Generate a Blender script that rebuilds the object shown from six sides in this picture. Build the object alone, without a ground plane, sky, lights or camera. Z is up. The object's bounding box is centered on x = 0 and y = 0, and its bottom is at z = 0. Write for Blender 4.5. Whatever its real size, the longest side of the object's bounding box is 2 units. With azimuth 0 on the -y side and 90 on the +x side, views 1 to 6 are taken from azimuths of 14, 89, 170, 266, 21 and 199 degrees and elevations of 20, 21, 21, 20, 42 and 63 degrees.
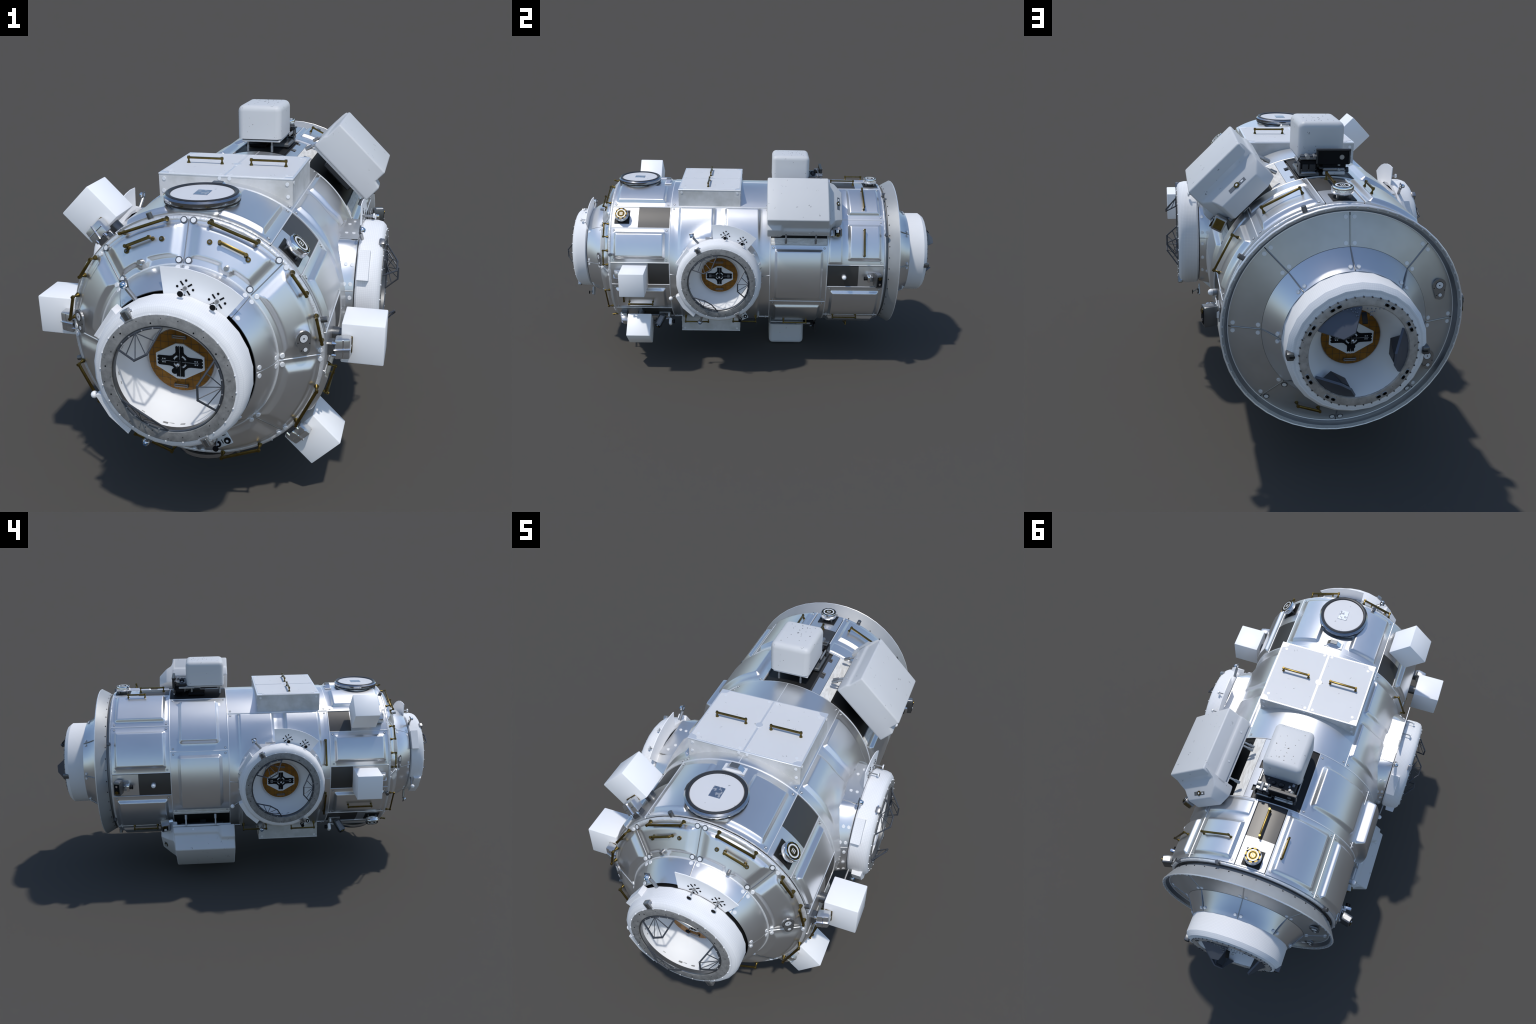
import bpy, bmesh, math, random
from mathutils import Vector, Matrix

random.seed(7)
PI = math.pi
CZ = 0.5505                       # height of the module's long axis (which runs along y)
D2R = PI / 180

# ------------------------------------------------------------------ materials
MATS = {}

def new_mat(name, color, metallic=0.0, rough=0.5, **kw):
    m = bpy.data.materials.new(name)
    m.use_nodes = True
    b = m.node_tree.nodes["Principled BSDF"]
    b.inputs["Base Color"].default_value = (*color, 1)
    b.inputs["Metallic"].default_value = metallic
    b.inputs["Roughness"].default_value = rough
    for k, v in kw.items():
        b.inputs[k.replace("_", " ")].default_value = v
    MATS[name] = m
    return m

class NT:
    """tiny helper for wiring nodes"""
    def __init__(self, mat):
        self.t = mat.node_tree
        self.b = self.t.nodes["Principled BSDF"]
    def n(self, kind, **props):
        nd = self.t.nodes.new("ShaderNode" + kind)
        for k, v in props.items():
            setattr(nd, k, v)
        return nd
    def l(self, a, b):
        self.t.links.new(a, b)
    def coord(self, scale=(1, 1, 1), out="Object"):
        tc, mp = self.n("TexCoord"), self.n("Mapping")
        mp.inputs["Scale"].default_value = scale
        self.l(tc.outputs[out], mp.inputs["Vector"])
        return mp.outputs["Vector"]
    def noise(self, vec, scale, detail=3, rough=0.5):
        nd = self.n("TexNoise")
        nd.inputs["Scale"].default_value = scale
        nd.inputs["Detail"].default_value = detail
        nd.inputs["Roughness"].default_value = rough
        self.l(vec, nd.inputs["Vector"])
        return nd.outputs["Fac"]
    def ramp(self, fac, *stops):
        r = self.n("ValToRGB")
        el = r.color_ramp.elements
        while len(el) < len(stops):
            el.new(0.5)
        for e, (p, c) in zip(el, stops):
            e.position = p
            e.color = (*c, 1) if len(c) == 3 else c
        self.l(fac, r.inputs["Fac"])
        return r.outputs["Color"]
    def math(self, op, a, b=None):
        nd = self.n("Math", operation=op)
        for i, v in enumerate((a, b)):
            if v is None:
                continue
            if isinstance(v, (int, float)):
                nd.inputs[i].default_value = v
            else:
                self.l(v, nd.inputs[i])
        return nd.outputs[0]
    def mix(self, fac, a, b, mode="MIX"):
        nd = self.n("MixRGB", blend_type=mode)
        for i, v in enumerate((fac, a, b)):
            if isinstance(v, (int, float)):
                nd.inputs[i].default_value = v
            elif isinstance(v, tuple):
                nd.inputs[i].default_value = (*v, 1)
            else:
                self.l(v, nd.inputs[i])
        return nd.outputs[0]
    def bump(self, h, strength, dist):
        nd = self.n("Bump")
        nd.inputs["Strength"].default_value = strength
        nd.inputs["Distance"].default_value = dist
        self.l(h, nd.inputs["Height"])
        self.l(nd.outputs[0], self.b.inputs["Normal"])

def g(v):
    return (v, v, v)

def build_materials():
    # brushed aluminium skin: faint streaks in colour and roughness
    for nm, col, r0 in (("aluminium", (0.82, 0.825, 0.83), 0.335), ("seam_metal", (0.90, 0.905, 0.91), 0.42),
                        ("plate_metal", (0.80, 0.80, 0.80), 0.36)):
        m = new_mat(nm, col, 0.6 if nm == "seam_metal" else 0.92, r0)
        t = NT(m)
        n = t.noise(t.coord((5, 2, 5)), 1.6, 2)
        t.l(t.ramp(n, (0.3, tuple(c * 0.97 for c in col)), (0.7, tuple(min(1, c * 1.02) for c in col))), t.b.inputs["Base Color"])
        t.l(t.math("ADD", t.math("MULTIPLY", n, 0.06), r0 - 0.03), t.b.inputs["Roughness"])
    m = new_mat("flange_metal", (0.52, 0.53, 0.53), 0.75, 0.40)
    t = NT(m)
    n = t.noise(t.coord(), 9, 3)
    t.l(t.ramp(n, (0.35, (0.52, 0.515, 0.50)), (0.65, (0.585, 0.58, 0.57))), t.b.inputs["Base Color"])
    m = new_mat("collar_grey", (0.38, 0.39, 0.395), 0.35, 0.5)
    t = NT(m)
    n = t.noise(t.coord(), 7, 3)
    t.l(t.ramp(n, (0.35, (0.35, 0.36, 0.365)), (0.65, (0.41, 0.42, 0.425))), t.b.inputs["Base Color"])
    new_mat("groove_grey", (0.30, 0.32, 0.35), 0.8, 0.35)
    # wrinkled silver foil
    m = new_mat("silver_foil", (0.88, 0.88, 0.89), 0.75, 0.25)
    t = NT(m)
    t.bump(t.noise(t.coord(), 55, 3, 0.5), 0.6, 0.006)
    m = new_mat("edge_blanket", (0.82, 0.82, 0.82), 0.55, 0.4)
    t = NT(m)
    t.bump(t.noise(t.coord(), 45, 4, 0.6), 0.7, 0.006)
    m = new_mat("white_blanket", (0.80, 0.80, 0.78), 0.0, 0.6)
    t = NT(m)
    n = t.noise(t.coord((30, 9, 30)), 3, 4, 0.6)
    t.l(t.ramp(n, (0.35, (0.68, 0.67, 0.64)), (0.6, (0.84, 0.84, 0.82))), t.b.inputs["Base Color"])
    t.bump(n, 0.6, 0.006)
    # white woven cloth with a fine square quilting: grid in angle and depth
    m = new_mat("white_cloth", (0.86, 0.86, 0.87), 0.0, 0.75)
    t = NT(m)
    tc, sx = t.n("TexCoord"), t.n("SeparateXYZ")
    t.l(tc.outputs["Object"], sx.inputs[0])
    ang = t.math("ARCTAN2", sx.outputs[1], sx.outputs[0])
    def lines(v, k):
        f = t.math("FRACT", t.math("MULTIPLY", v, k))
        return t.math("LESS_THAN", t.math("ABSOLUTE", t.math("SUBTRACT", f, 0.5)), 0.09)
    la, lz = lines(ang, 230 / (2 * PI)), lines(sx.outputs[2], 170.0)
    fac = t.math("MULTIPLY", t.math("MAXIMUM", la, lz), 0.55)
    t.l(t.mix(fac, (0.85, 0.85, 0.855), (0.70, 0.705, 0.72)), t.b.inputs["Base Color"])
    # painted finishes
    m = new_mat("white_paint", (0.96, 0.96, 0.965), 0.0, 0.45)  # base lightened to near full white for the cubes' sunlit glare
    m = new_mat("bowl_white", (0.86, 0.86, 0.86), 0.0, 0.6)
    m = new_mat("hatch_white", (0.66, 0.68, 0.69), 0.0, 0.5)
    for nm, col, s in (("pod_paint", (0.645, 0.65, 0.655), 0.6), ("lid_paint", (0.69, 0.695, 0.705), 0.0), ("disc_paint", (0.70, 0.70, 0.71), 0.2)):
        m = new_mat(nm, col, 0.0, 0.5)
        t = NT(m)
        v = t.noise(t.coord(), 38, 2, 0.45)
        v2 = t.noise(t.coord(), 160, 3, 0.6)
        spot = t.math("MULTIPLY", t.math("GREATER_THAN", v, 0.70 - 0.02 * s), t.math("GREATER_THAN", v2, 0.57))
        base = t.ramp(t.noise(t.coord(), 5, 3), (0.3, tuple(c * 0.97 for c in col)), (0.7, col))
        t.l(t.mix(t.math("MULTIPLY", spot, 0.7), base, (0.16, 0.16, 0.17)), t.b.inputs["Base Color"])
    m = new_mat("box_side", (0.60, 0.60, 0.59), 0.0, 0.55)
    t = NT(m)
    n = t.noise(t.coord((1, 1, 1)), 14, 4, 0.6)
    t.l(t.ramp(n, (0.35, (0.52, 0.52, 0.50)), (0.6, (0.64, 0.64, 0.635))), t.b.inputs["Base Color"])
    # dark things
    new_mat("dark_window", (0.105, 0.102, 0.098), 0.75, 0.46)
    new_mat("mech_dark", (0.030, 0.031, 0.034), 0.25, 0.42)
    new_mat("black", (0.006, 0.006, 0.006), 0.0, 0.6)
    new_mat("black_print", (0.006, 0.006, 0.007), 0.0, 0.7, Specular_IOR_Level=0.15)
    new_mat("core_metal", (0.10, 0.10, 0.10), 0.6, 0.5)
    new_mat("dark_plate", (0.18, 0.19, 0.20), 0.6, 0.45)
    new_mat("dark_steel", (0.16, 0.165, 0.17), 0.8, 0.35)
    new_mat("grey_steel", (0.36, 0.36, 0.36), 0.85, 0.35)
    new_mat("chrome", (0.85, 0.86, 0.88), 1.0, 0.10)
    new_mat("dark_chrome", (0.42, 0.44, 0.47), 1.0, 0.16)  # base darkened to show the dark reflections on the hatch ring
    new_mat("truss_grey", (0.065, 0.072, 0.085), 0.35, 0.45)
    new_mat("petal_blue", (0.105, 0.115, 0.14), 0.4, 0.48)
    new_mat("washer_white", (0.82, 0.83, 0.84), 0.2, 0.45)
    new_mat("washer_dim", (0.62, 0.64, 0.65), 0.3, 0.45)
    new_mat("washer_grey", (0.42, 0.43, 0.44), 0.6, 0.4)
    new_mat("lens_blue", (0.05, 0.16, 0.32), 0.3, 0.15)
    new_mat("rubber_ring", (0.035, 0.037, 0.042), 0.2, 0.38)
    new_mat("latch_metal", (0.62, 0.625, 0.63), 0.85, 0.28)
    # brass rails
    m = new_mat("brass", (0.14, 0.10, 0.03), 0.9, 0.33)
    t = NT(m)
    n = t.noise(t.coord(), 60, 3)
    t.l(t.ramp(n, (0.3, (0.11, 0.077, 0.020)), (0.7, (0.165, 0.115, 0.032))), t.b.inputs["Base Color"])
    # stained seal rings
    for nm, a, b2 in (("seal_grey", (0.22, 0.22, 0.215), (0.34, 0.335, 0.325)), ("ring_tan", (0.36, 0.33, 0.30), (0.52, 0.48, 0.44))):
        m = new_mat(nm, a, 0.25, 0.55)
        t = NT(m)
        n = t.noise(t.coord(), 35, 5, 0.65)
        c = t.ramp(n, (0.35, a), (0.62, b2))
        sp = t.math("GREATER_THAN", t.noise(t.coord(), 75, 2), 0.70)
        t.l(t.mix(t.math("MULTIPLY", sp, 0.6), c, (0.07, 0.07, 0.07)), t.b.inputs["Base Color"])
    # amber film on the hatches, scored by a square grid
    m = new_mat("amber_film", (0.36, 0.17, 0.02), 0.35, 0.35)
    t = NT(m)
    tc, sx = t.n("TexCoord"), t.n("SeparateXYZ")
    t.l(tc.outputs["Object"], sx.inputs[0])
    def gl(v):
        f = t.math("FRACT", t.math("MULTIPLY", v, 46.0))
        return t.math("LESS_THAN", t.math("ABSOLUTE", t.math("SUBTRACT", f, 0.5)), 0.026)
    fac = t.math("MAXIMUM", gl(sx.outputs[0]), gl(sx.outputs[1]))
    col = t.ramp(t.noise(t.coord(), 30, 4), (0.3, (0.19, 0.078, 0.006)), (0.7, (0.31, 0.135, 0.012)))
    t.l(t.mix(fac, col, (0.05, 0.04, 0.035)), t.b.inputs["Base Color"])
    t.bump(t.noise(t.coord(), 60, 3), 0.4, 0.004)
    # label with illegible marks
    m = new_mat("label_blotch", (0.55, 0.57, 0.60), 0.9, 0.28)
    t = NT(m)
    n = t.noise(t.coord((1.6, 1, 1)), 62, 2, 0.4)
    k = t.math("MULTIPLY", t.math("SUBTRACT", n, 0.53), 14.0)
    k = t.math("MINIMUM", t.math("MAXIMUM", k, 0.0), 1.0)
    t.l(t.mix(k, (0.42, 0.46, 0.52), (0.34, 0.36, 0.40)), t.b.inputs["Base Color"])
    t.l(t.math("SUBTRACT", 0.92, t.math("MULTIPLY", k, 0.85)), t.b.inputs["Metallic"])

# ------------------------------------------------------------------ mesh builder
class MB:
    def __init__(self):
        self.v, self.f, self.m, self.names = [], [], [], []
    def mat(self, name):
        if name not in self.names:
            self.names.append(name)
        return self.names.index(name)
    def add(self, verts, faces, mat, M=None):
        o, k = len(self.v), self.mat(mat)
        self.v += [(M @ Vector(p) if M else Vector(p)) for p in verts]
        for f in faces:
            self.f.append([i + o for i in f])
            self.m.append(k)
    def box(self, c, s, mat, bevel=0.0, seg=2, M=None, edit=None):
        bm = bmesh.new()
        bmesh.ops.create_cube(bm, size=1.0)
        for v in bm.verts:
            v.co = Vector((v.co.x * s[0] + c[0], v.co.y * s[1] + c[1], v.co.z * s[2] + c[2]))
            if edit:
                v.co = edit(v.co)
        if bevel:
            bmesh.ops.bevel(bm, geom=list(bm.edges), offset=bevel, segments=seg, profile=0.5, affect="EDGES")
        self.frombm(bm, mat, M)
    def frombm(self, bm, mat, M=None):
        bm.verts.index_update()
        self.add([v.co.copy() for v in bm.verts], [[v.index for v in f.verts] for f in bm.faces], mat, M)
        bm.free()
    def cyl(self, p0, p1, r, mat, n=12, r1=None, M=None):
        p0, p1 = Vector(p0), Vector(p1)
        z = (p1 - p0).normalized()
        x = z.orthogonal().normalized()
        y = z.cross(x)
        r1 = r if r1 is None else r1
        vs, fs = [], []
        for p, q in ((p0, r), (p1, r1)):
            vs += [p + (x * math.cos(2 * PI * i / n) + y * math.sin(2 * PI * i / n)) * q for i in range(n)]
        fs = [[i, (i + 1) % n, n + (i + 1) % n, n + i] for i in range(n)]
        fs += [list(range(n))[::-1], list(range(n, 2 * n))]
        self.add(vs, fs, mat, M)
    def ball(self, c, r, mat, n=14, M=None):
        bm = bmesh.new()
        bmesh.ops.create_uvsphere(bm, u_segments=n, v_segments=n // 2 + 1, radius=r)
        for v in bm.verts:
            v.co += Vector(c)
        self.frombm(bm, mat, M)
    def lathe(self, prof, mat, n=64, M=None, a0=0.0, a1=360.0, close=False, fix=None):
        """prof: (radius, z) list about local Z; angle measured from +Y towards +X"""
        full = abs(a1 - a0) >= 359.99
        k = n if full else n + 1
        vs, fs = [], []
        for i in range(k):
            a = (a0 + (a1 - a0) * i / n) * D2R
            for r, z in prof:
                p = Vector((r * math.sin(a), r * math.cos(a), z))
                vs.append(fix(p) if fix else p)
        q, m = len(prof), (len(prof) if close else len(prof) - 1)
        for i in range(n):
            i2 = (i + 1) % k
            for j in range(m):
                j2 = (j + 1) % q
                fs.append([i * q + j, i2 * q + j, i2 * q + j2, i * q + j2])
        if close and not full:
            fs += [list(range(q)), list(range((k - 1) * q, k * q))[::-1]]
        self.add(vs, fs, mat, M)
    def prism(self, poly, z0, z1, mat, M=None):
        """extruded outline in local XY"""
        n = len(poly)
        vs = [(x, y, z0) for x, y in poly] + [(x, y, z1) for x, y in poly]
        fs = [[i, (i + 1) % n, n + (i + 1) % n, n + i] for i in range(n)]
        fs += [list(range(n))[::-1], list(range(n, 2 * n))]
        self.add(vs, fs, mat, M)
    def mesh(self, name, angle=35, weld=True):
        me = bpy.data.meshes.new(name)
        me.from_pydata([tuple(p) for p in self.v], [], self.f)
        for nm in self.names:
            me.materials.append(MATS[nm])
        me.polygons.foreach_set("material_index", self.m)
        bm = bmesh.new()
        bm.from_mesh(me)
        bmesh.ops.recalc_face_normals(bm, faces=bm.faces)
        if angle:
            for f in bm.faces:
                f.smooth = True
            for e in bm.edges:
                if len(e.link_faces) == 2 and e.calc_face_angle(0) > angle * D2R:
                    e.smooth = False
        bm.to_mesh(me)
        bm.free()
        return me

ROOT = None

def put(name, me, parent=None, M=None, kind=None):
    if isinstance(me, MB):
        me = me.mesh(name)
    o = bpy.data.objects.new(name, me)
    bpy.context.scene.collection.objects.link(o)
    if parent is not None and parent.parent is not ROOT:      # never deeper than thing > part > sub-part
        M = parent.matrix_local @ (M if M is not None else Matrix())
        parent = parent.parent
    o.parent = parent or ROOT
    if M is not None:
        o.matrix_local = M
    if kind:
        o["kind"] = kind
    return o

AXIS = Matrix.Translation((0, 0, CZ))

def frame(theta, y, r):
    """local X around the hull, Y along it, Z outwards"""
    return AXIS @ Matrix.Rotation(theta * D2R, 4, "Y") @ Matrix.Translation((0, y, r))

def hull(y, th, r):
    a = th * D2R
    return Vector((r * math.sin(a), y, CZ + r * math.cos(a)))

# ------------------------------------------------------------------ hull panels
def ease(f):
    f = max(0.0, min(1.0, f))
    return 0.45 * f + 0.55 * f * f * (3 - 2 * f)

def pillow_depth(u, s, p, rc):
    """distance inside a rounded rectangle p=(u0,u1,s0,s1)"""
    u0, u1, s0, s1 = p
    qx = abs(u - (u0 + u1) / 2) - (u1 - u0) / 2 + rc
    qy = abs(s - (s0 + s1) / 2) - (s1 - s0) / 2 + rc
    return rc - (math.hypot(max(qx, 0), max(qy, 0)) + min(max(qx, qy), 0))

def line_set(a, b, edges, bw, step):
    """sample positions from a to b, dense around raised edges"""
    pts = {a, b}
    for e, d in edges:
        pts |= {e + d * bw * k for k in (0, .12, .3, .5, .7, .88, 1.0, 1.35)}
    n = max(2, int(round((b - a) / step)))
    for i in range(n + 1):
        q = a + (b - a) * i / n
        if all(abs(q - p) > step * 0.25 for p in pts):
            pts.add(q)
    return sorted(p for p in pts if a - 1e-9 <= p <= b + 1e-9)

def panel(surf, u0, u1, t0, t1, rref, pillows=(), mat="aluminium", skirt=0.007, extra=None, step=0.03, lip=0.0015):
    """sheet over surf(u, theta, h) with raised pads; pads: (u0,u1,t0,t1,height,bevel,corner)"""
    k = rref * D2R
    du = [(p[0], 1) for p in pillows] + [(p[1], -1) for p in pillows]
    dt = [(p[2] * k, 1) for p in pillows] + [(p[3] * k, -1) for p in pillows]
    bw = max([p[5] for p in pillows], default=0.01)
    U, T = line_set(u0, u1, du, bw, step), line_set(t0 * k, t1 * k, dt, bw, step * 0.7)
    mb = MB()
    vs, fs = [], []
    def H(u, s):
        h = 0.0
        for a, b, c, d, ht, w, rc in pillows:
            h = max(h, ht * ease(pillow_depth(u, s, (a, b, c * k, d * k), rc) / w))
        return h + (extra(u, s / k) if extra else 0.0)
    nu, nt = len(U), len(T)
    for u in U:
        for s in T:
            vs.append(surf(u, s / k, H(u, s)))
    for i in range(nu - 1):
        for j in range(nt - 1):
            a = i * nt + j
            fs.append([a, a + 1, a + nt + 1, a + nt])
    rim = [(0, j) for j in range(nt)] + [(i, nt - 1) for i in range(1, nu)] + [(nu - 1, j) for j in range(nt - 2, -1, -1)] + [(i, 0) for i in range(nu - 2, 0, -1)]
    base = len(vs)
    for i, j in rim:
        vs.append(surf(U[i], T[j] / k, -skirt))
    m = len(rim)
    for q in range(m):
        a, b = rim[q], rim[(q + 1) % m]
        fs.append([a[0] * nt + a[1], b[0] * nt + b[1], base + (q + 1) % m, base + q])
    mb.add(vs, fs, mat)
    return mb

R0 = 0.380
def cyl_surf(r):
    return lambda u, t, h: hull(u, t, r + h)

def strip_y(mb, y0, y1, th, r=R0, w=0.0034, h=0.0016, mat="seam_metal"):
    """raised bead running along the hull"""
    M = frame(th, (y0 + y1) / 2, r)
    mb.box((0, 0, h / 2 - 0.003), (w, y1 - y0, h + 0.006), mat, 0.001, 1, M)

def strip_t(mb, y, t0=0.0, t1=360.0, r=R0, w=0.0042, h=0.0022, mat="seam_metal", n=120):
    prof = [(r - 0.004, -w / 2), (r + h * 0.7, -w / 2), (r + h, -w / 4), (r + h, w / 4), (r + h * 0.7, w / 2), (r - 0.004, w / 2)]
    # lathe local Z runs along +y
    M = AXIS @ Matrix.Translation((0, y, 0)) @ LATHE_Y
    mb.lathe(prof, mat, n, M, -t1, -t0)

# maps lathe axes (X, Y-up, Z-axial) to the rear-looking frame: X=-x, Y=z, Z=+y
LATHE_Y = Matrix(((-1, 0, 0, 0), (0, 0, 1, 0), (0, 1, 0, 0), (0, 0, 0, 1)))
PORT_FRAMES = {
    "front": Matrix(((1, 0, 0, 0), (0, 0, -1, -0.9525), (0, 1, 0, CZ), (0, 0, 0, 1))),
    "right": Matrix(((0, 0, 1, 0.4955), (1, 0, 0, -0.159), (0, 1, 0, CZ), (0, 0, 0, 1))),
    "left": Matrix(((0, 0, -1, -0.4955), (-1, 0, 0, -0.159), (0, 1, 0, CZ), (0, 0, 0, 1))),
}
REAR_FRAME = Matrix.Translation((0, 0.9455, CZ)) @ LATHE_Y

FAST = MB()          # all hull washers joined
def washer(M, r=0.006, h=0.0018, mat="washer_grey", ring=False):
    if ring:
        FAST.cyl((0, 0, -0.002), (0, 0, h * 0.7), r * 1.35, "dark_steel", 14, M=M)
        FAST.cyl((0, 0, -0.002), (0, 0, h), r * 0.95, "washer_white", 12, M=M)
    else:
        if mat == "washer_grey":
            FAST.cyl((0, 0, -0.002), (0, 0, h * 0.6), r, "grey_steel", 12, r * 0.92, M)
            FAST.cyl((0, 0, -0.002), (0, 0, h), r * 0.55, "washer_white", 10, r * 0.5, M)
        else:
            FAST.cyl((0, 0, -0.002), (0, 0, h), r, mat, 12, r * 0.85, M)

SEAM = MB()

def hull_panel(y0, y1, t0, t1, pillows=(), r=R0, mat="aluminium", screws=True, extra=None, gap=0.0015, step=0.03):
    k = gap / r / D2R
    mb = panel(cyl_surf(r), y0 + gap, y1 - gap, t0 + k, t1 - k, r, pillows, mat, extra=extra, step=step)
    o = put("hull_panel", mb)
    if screws:
        i, j = 0.016, 0.014 / r / D2R
        for y in (y0 + i, y1 - i):
            for t in (t0 + j, t1 - j):
                washer(frame(t, y, r))
    return o

FY0, FY1, MY1, BY1, RY1 = -0.712, -0.414, 0.098, 0.390, 0.680

def build_hull():
    core = MB()
    core.lathe([(0.0, -0.70), (0.352, -0.70), (0.3705, -0.69), (0.3705, 0.668), (0.355, 0.69), (0.0, 0.69)], "core_metal", 96, AXIS @ LATHE_Y)
    put("hull_core", core)

    def P(y0, y1, t0, t1, h=0.0125, w=0.0145, rc=0.010):
        return (y0 - 0.003, y1 + 0.003, t0 - 0.5, t1 + 0.5, h, w, rc)
    # --- front band: repeats itself after half a turn
    for rot in (0, 180):
        hull_panel(FY0, FY1, rot - 36, rot + 36, [P(-0.694, -0.443, rot + 11, rot + 31.5), P(-0.694, -0.443, rot - 31.5, rot - 11)])
        for s in (1, -1):
            a = sorted((rot + s * 54, rot + s * 81))
            hull_panel(FY0, FY1, a[0], a[1], [P(-0.694, -0.438, a[0] + 3.5, a[1] - 3.5)])
    # --- centre band: pans that rise from the long seams and run out towards the side ports
    def fade(t):
        q = abs(((t + 180) % 360) - 180)
        q = min(q, 180 - q)
        return max(0.0, 1 - max(0.0, (q - 42)) / 30.0)
    def port_swell(u, t):
        b = R0 * math.cos(t * D2R)
        rho = math.hypot(u + 0.159, b)
        if rho < 0.185 and abs(abs(((t + 180) % 360) - 180) - 90) < 40:
            return -0.0085            # skin is let in behind the port's bowl
        f = max(0.0, min(1.0, (0.262 - rho) / 0.05))
        return 0.012 * f * f
    for rot in (0, 180):
        hull_panel(FY1, MY1, rot - 35.5, rot + 35.5, r=0.3825)
        for s in (1, -1):
            for c0, c1 in ((35.5, 90), (90, 144.5)):
                a = sorted((rot + s * c0, rot + s * c1))
                if rot and c0 == 90 or (rot and c1 == 90):
                    continue
                near = a[0] if abs(c0 - 35.5) < 1 and s > 0 or (c0 == 90 and s < 0) else a[1]
                def pans(u, t, near=near):
                    best = 0.0
                    for p0, p1 in ((-0.373, -0.186), (-0.138, 0.048)):
                        dt = abs(t - near) * D2R * R0
                        flare = 0.00
                        d = min(u - p0, p1 - u)
                        e = ease(d / 0.014) * ease((dt - 0.003) / 0.012)
                        best = max(best, 0.0135 * e * max(0.0, min(1.0, 1 - (dt - 0.06) / 0.20)))
                    return best + port_swell(u, t)
                mk = [( -0.373, -0.186, a[0] + 1, a[1] - 1, 0.0, 0.014, 0.001), (-0.138, 0.048, a[0] + 1, a[1] - 1, 0.0, 0.014, 0.001)]
                hull_panel(FY1, MY1, a[0], a[1], mk, extra=pans, step=0.018)
    # --- third band
    B = lambda y0, y1, t0, t1, h=0.0125, w=0.0145, rc=0.010: (y0 - 0.003, y1 + 0.003, t0 - 0.5, t1 + 0.5, h, w, rc)
    hull_panel(MY1, BY1, 66, 114.5, [B(0.124, 0.366, 69.5, 111)])
    hull_panel(MY1, BY1, 114.5, 163, [B(0.122, 0.364, 119, 158)])
    hull_panel(MY1, BY1, -65.5, -17, [B(0.143, 0.342, -59.5, -22, 0.018, 0.016, 0.018)])
    hull_panel(MY1, BY1, -117.5, -65.5, [B(0.134, 0.350, -109, -69, 0.040, 0.016, 0.018)])
    hull_panel(MY1, BY1, -163, -151, [], screws=False)
    # --- rear band
    flat = lambda a, b: (0.396, 0.466, a + 1.5, b - 1.0, 0.005, 0.008, 0.004)
    hull_panel(BY1, RY1, 10, 45, [P(0.497, 0.662, 13, 41), flat(10, 45)])
    hull_panel(BY1, RY1, 45, 81, [P(0.497, 0.662, 49.5, 77), flat(45, 81)])
    hull_panel(BY1, RY1, -45, -10, [P(0.413, 0.662, -40.5, -12.5)])
    hull_panel(BY1, RY1, -81, -45, [P(0.413, 0.662, -77, -49.5)])
    hull_panel(BY1, RY1, 99, 135, [P(0.413, 0.662, 103, 131.5)])
    hull_panel(BY1, RY1, -135, -99, [P(0.413, 0.662, -131.5, -103)])
    hull_panel(BY1, RY1, 135, 170, [P(0.413, 0.662, 139, 166.5)])
    hull_panel(BY1, RY1, -170, -135, [P(0.413, 0.662, -166.5, -139)])

    # --- beads over all joints
    for t in (36, 54, 81, 99, 126, 144, 216, 234, 261, 279, 306, 324):
        strip_y(SEAM, FY0, FY1, t)
    for t in (35.5, 144.5, 215.5, 324.5):
        strip_y(SEAM, FY1, MY1, t, r=0.381)
    for t in (90, 270):               # interrupted by the side ports
        strip_y(SEAM, FY1, -0.159 - 0.215, t, r=0.381)
        strip_y(SEAM, -0.159 + 0.215, MY1, t, r=0.381)
    for t in (0, 180):
        strip_y(SEAM, FY1, MY1, t, r=0.3822, w=0.003, h=0.0012)
    for t in (66, 114.5, 163, -65.5, -17, -117.5, 197):
        strip_y(SEAM, MY1, BY1, t)
    for t in (10, 45, 81, 99, 135, 170, 190, 225, 261, 279, 315, 350):
        strip_y(SEAM, BY1, RY1, t)
    for y in (FY1, MY1, BY1):
        strip_t(SEAM, y)
    put("seam_bead", SEAM, kind="stuff")

    # --- equipment slots between the panels
    def slot(y0, y1, t0, t1, mat, r=R0 - 0.0015, name="slot_cover"):
        put(name, panel(cyl_surf(r), y0, y1, t0, t1, r, (), mat))
    def square_hole(y, t, half=0.038):
        m = MB()
        m.add([hull(y - half, t - half / R0 / D2R, R0 + .0012), hull(y - half, t + half / R0 / D2R, R0 + .0012),
               hull(y + half, t + half / R0 / D2R, R0 + .0012), hull(y + half, t - half / R0 / D2R, R0 + .0012)] +
              [hull(y - half, t - half / R0 / D2R, R0 - .006), hull(y - half, t + half / R0 / D2R, R0 - .006),
               hull(y + half, t + half / R0 / D2R, R0 - .006), hull(y + half, t - half / R0 / D2R, R0 - .006)],
              [[0, 1, 2, 3], [0, 1, 5, 4], [1, 2, 6, 5], [2, 3, 7, 6], [3, 0, 4, 7]], "black")
        put("knob_well", m)
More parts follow.
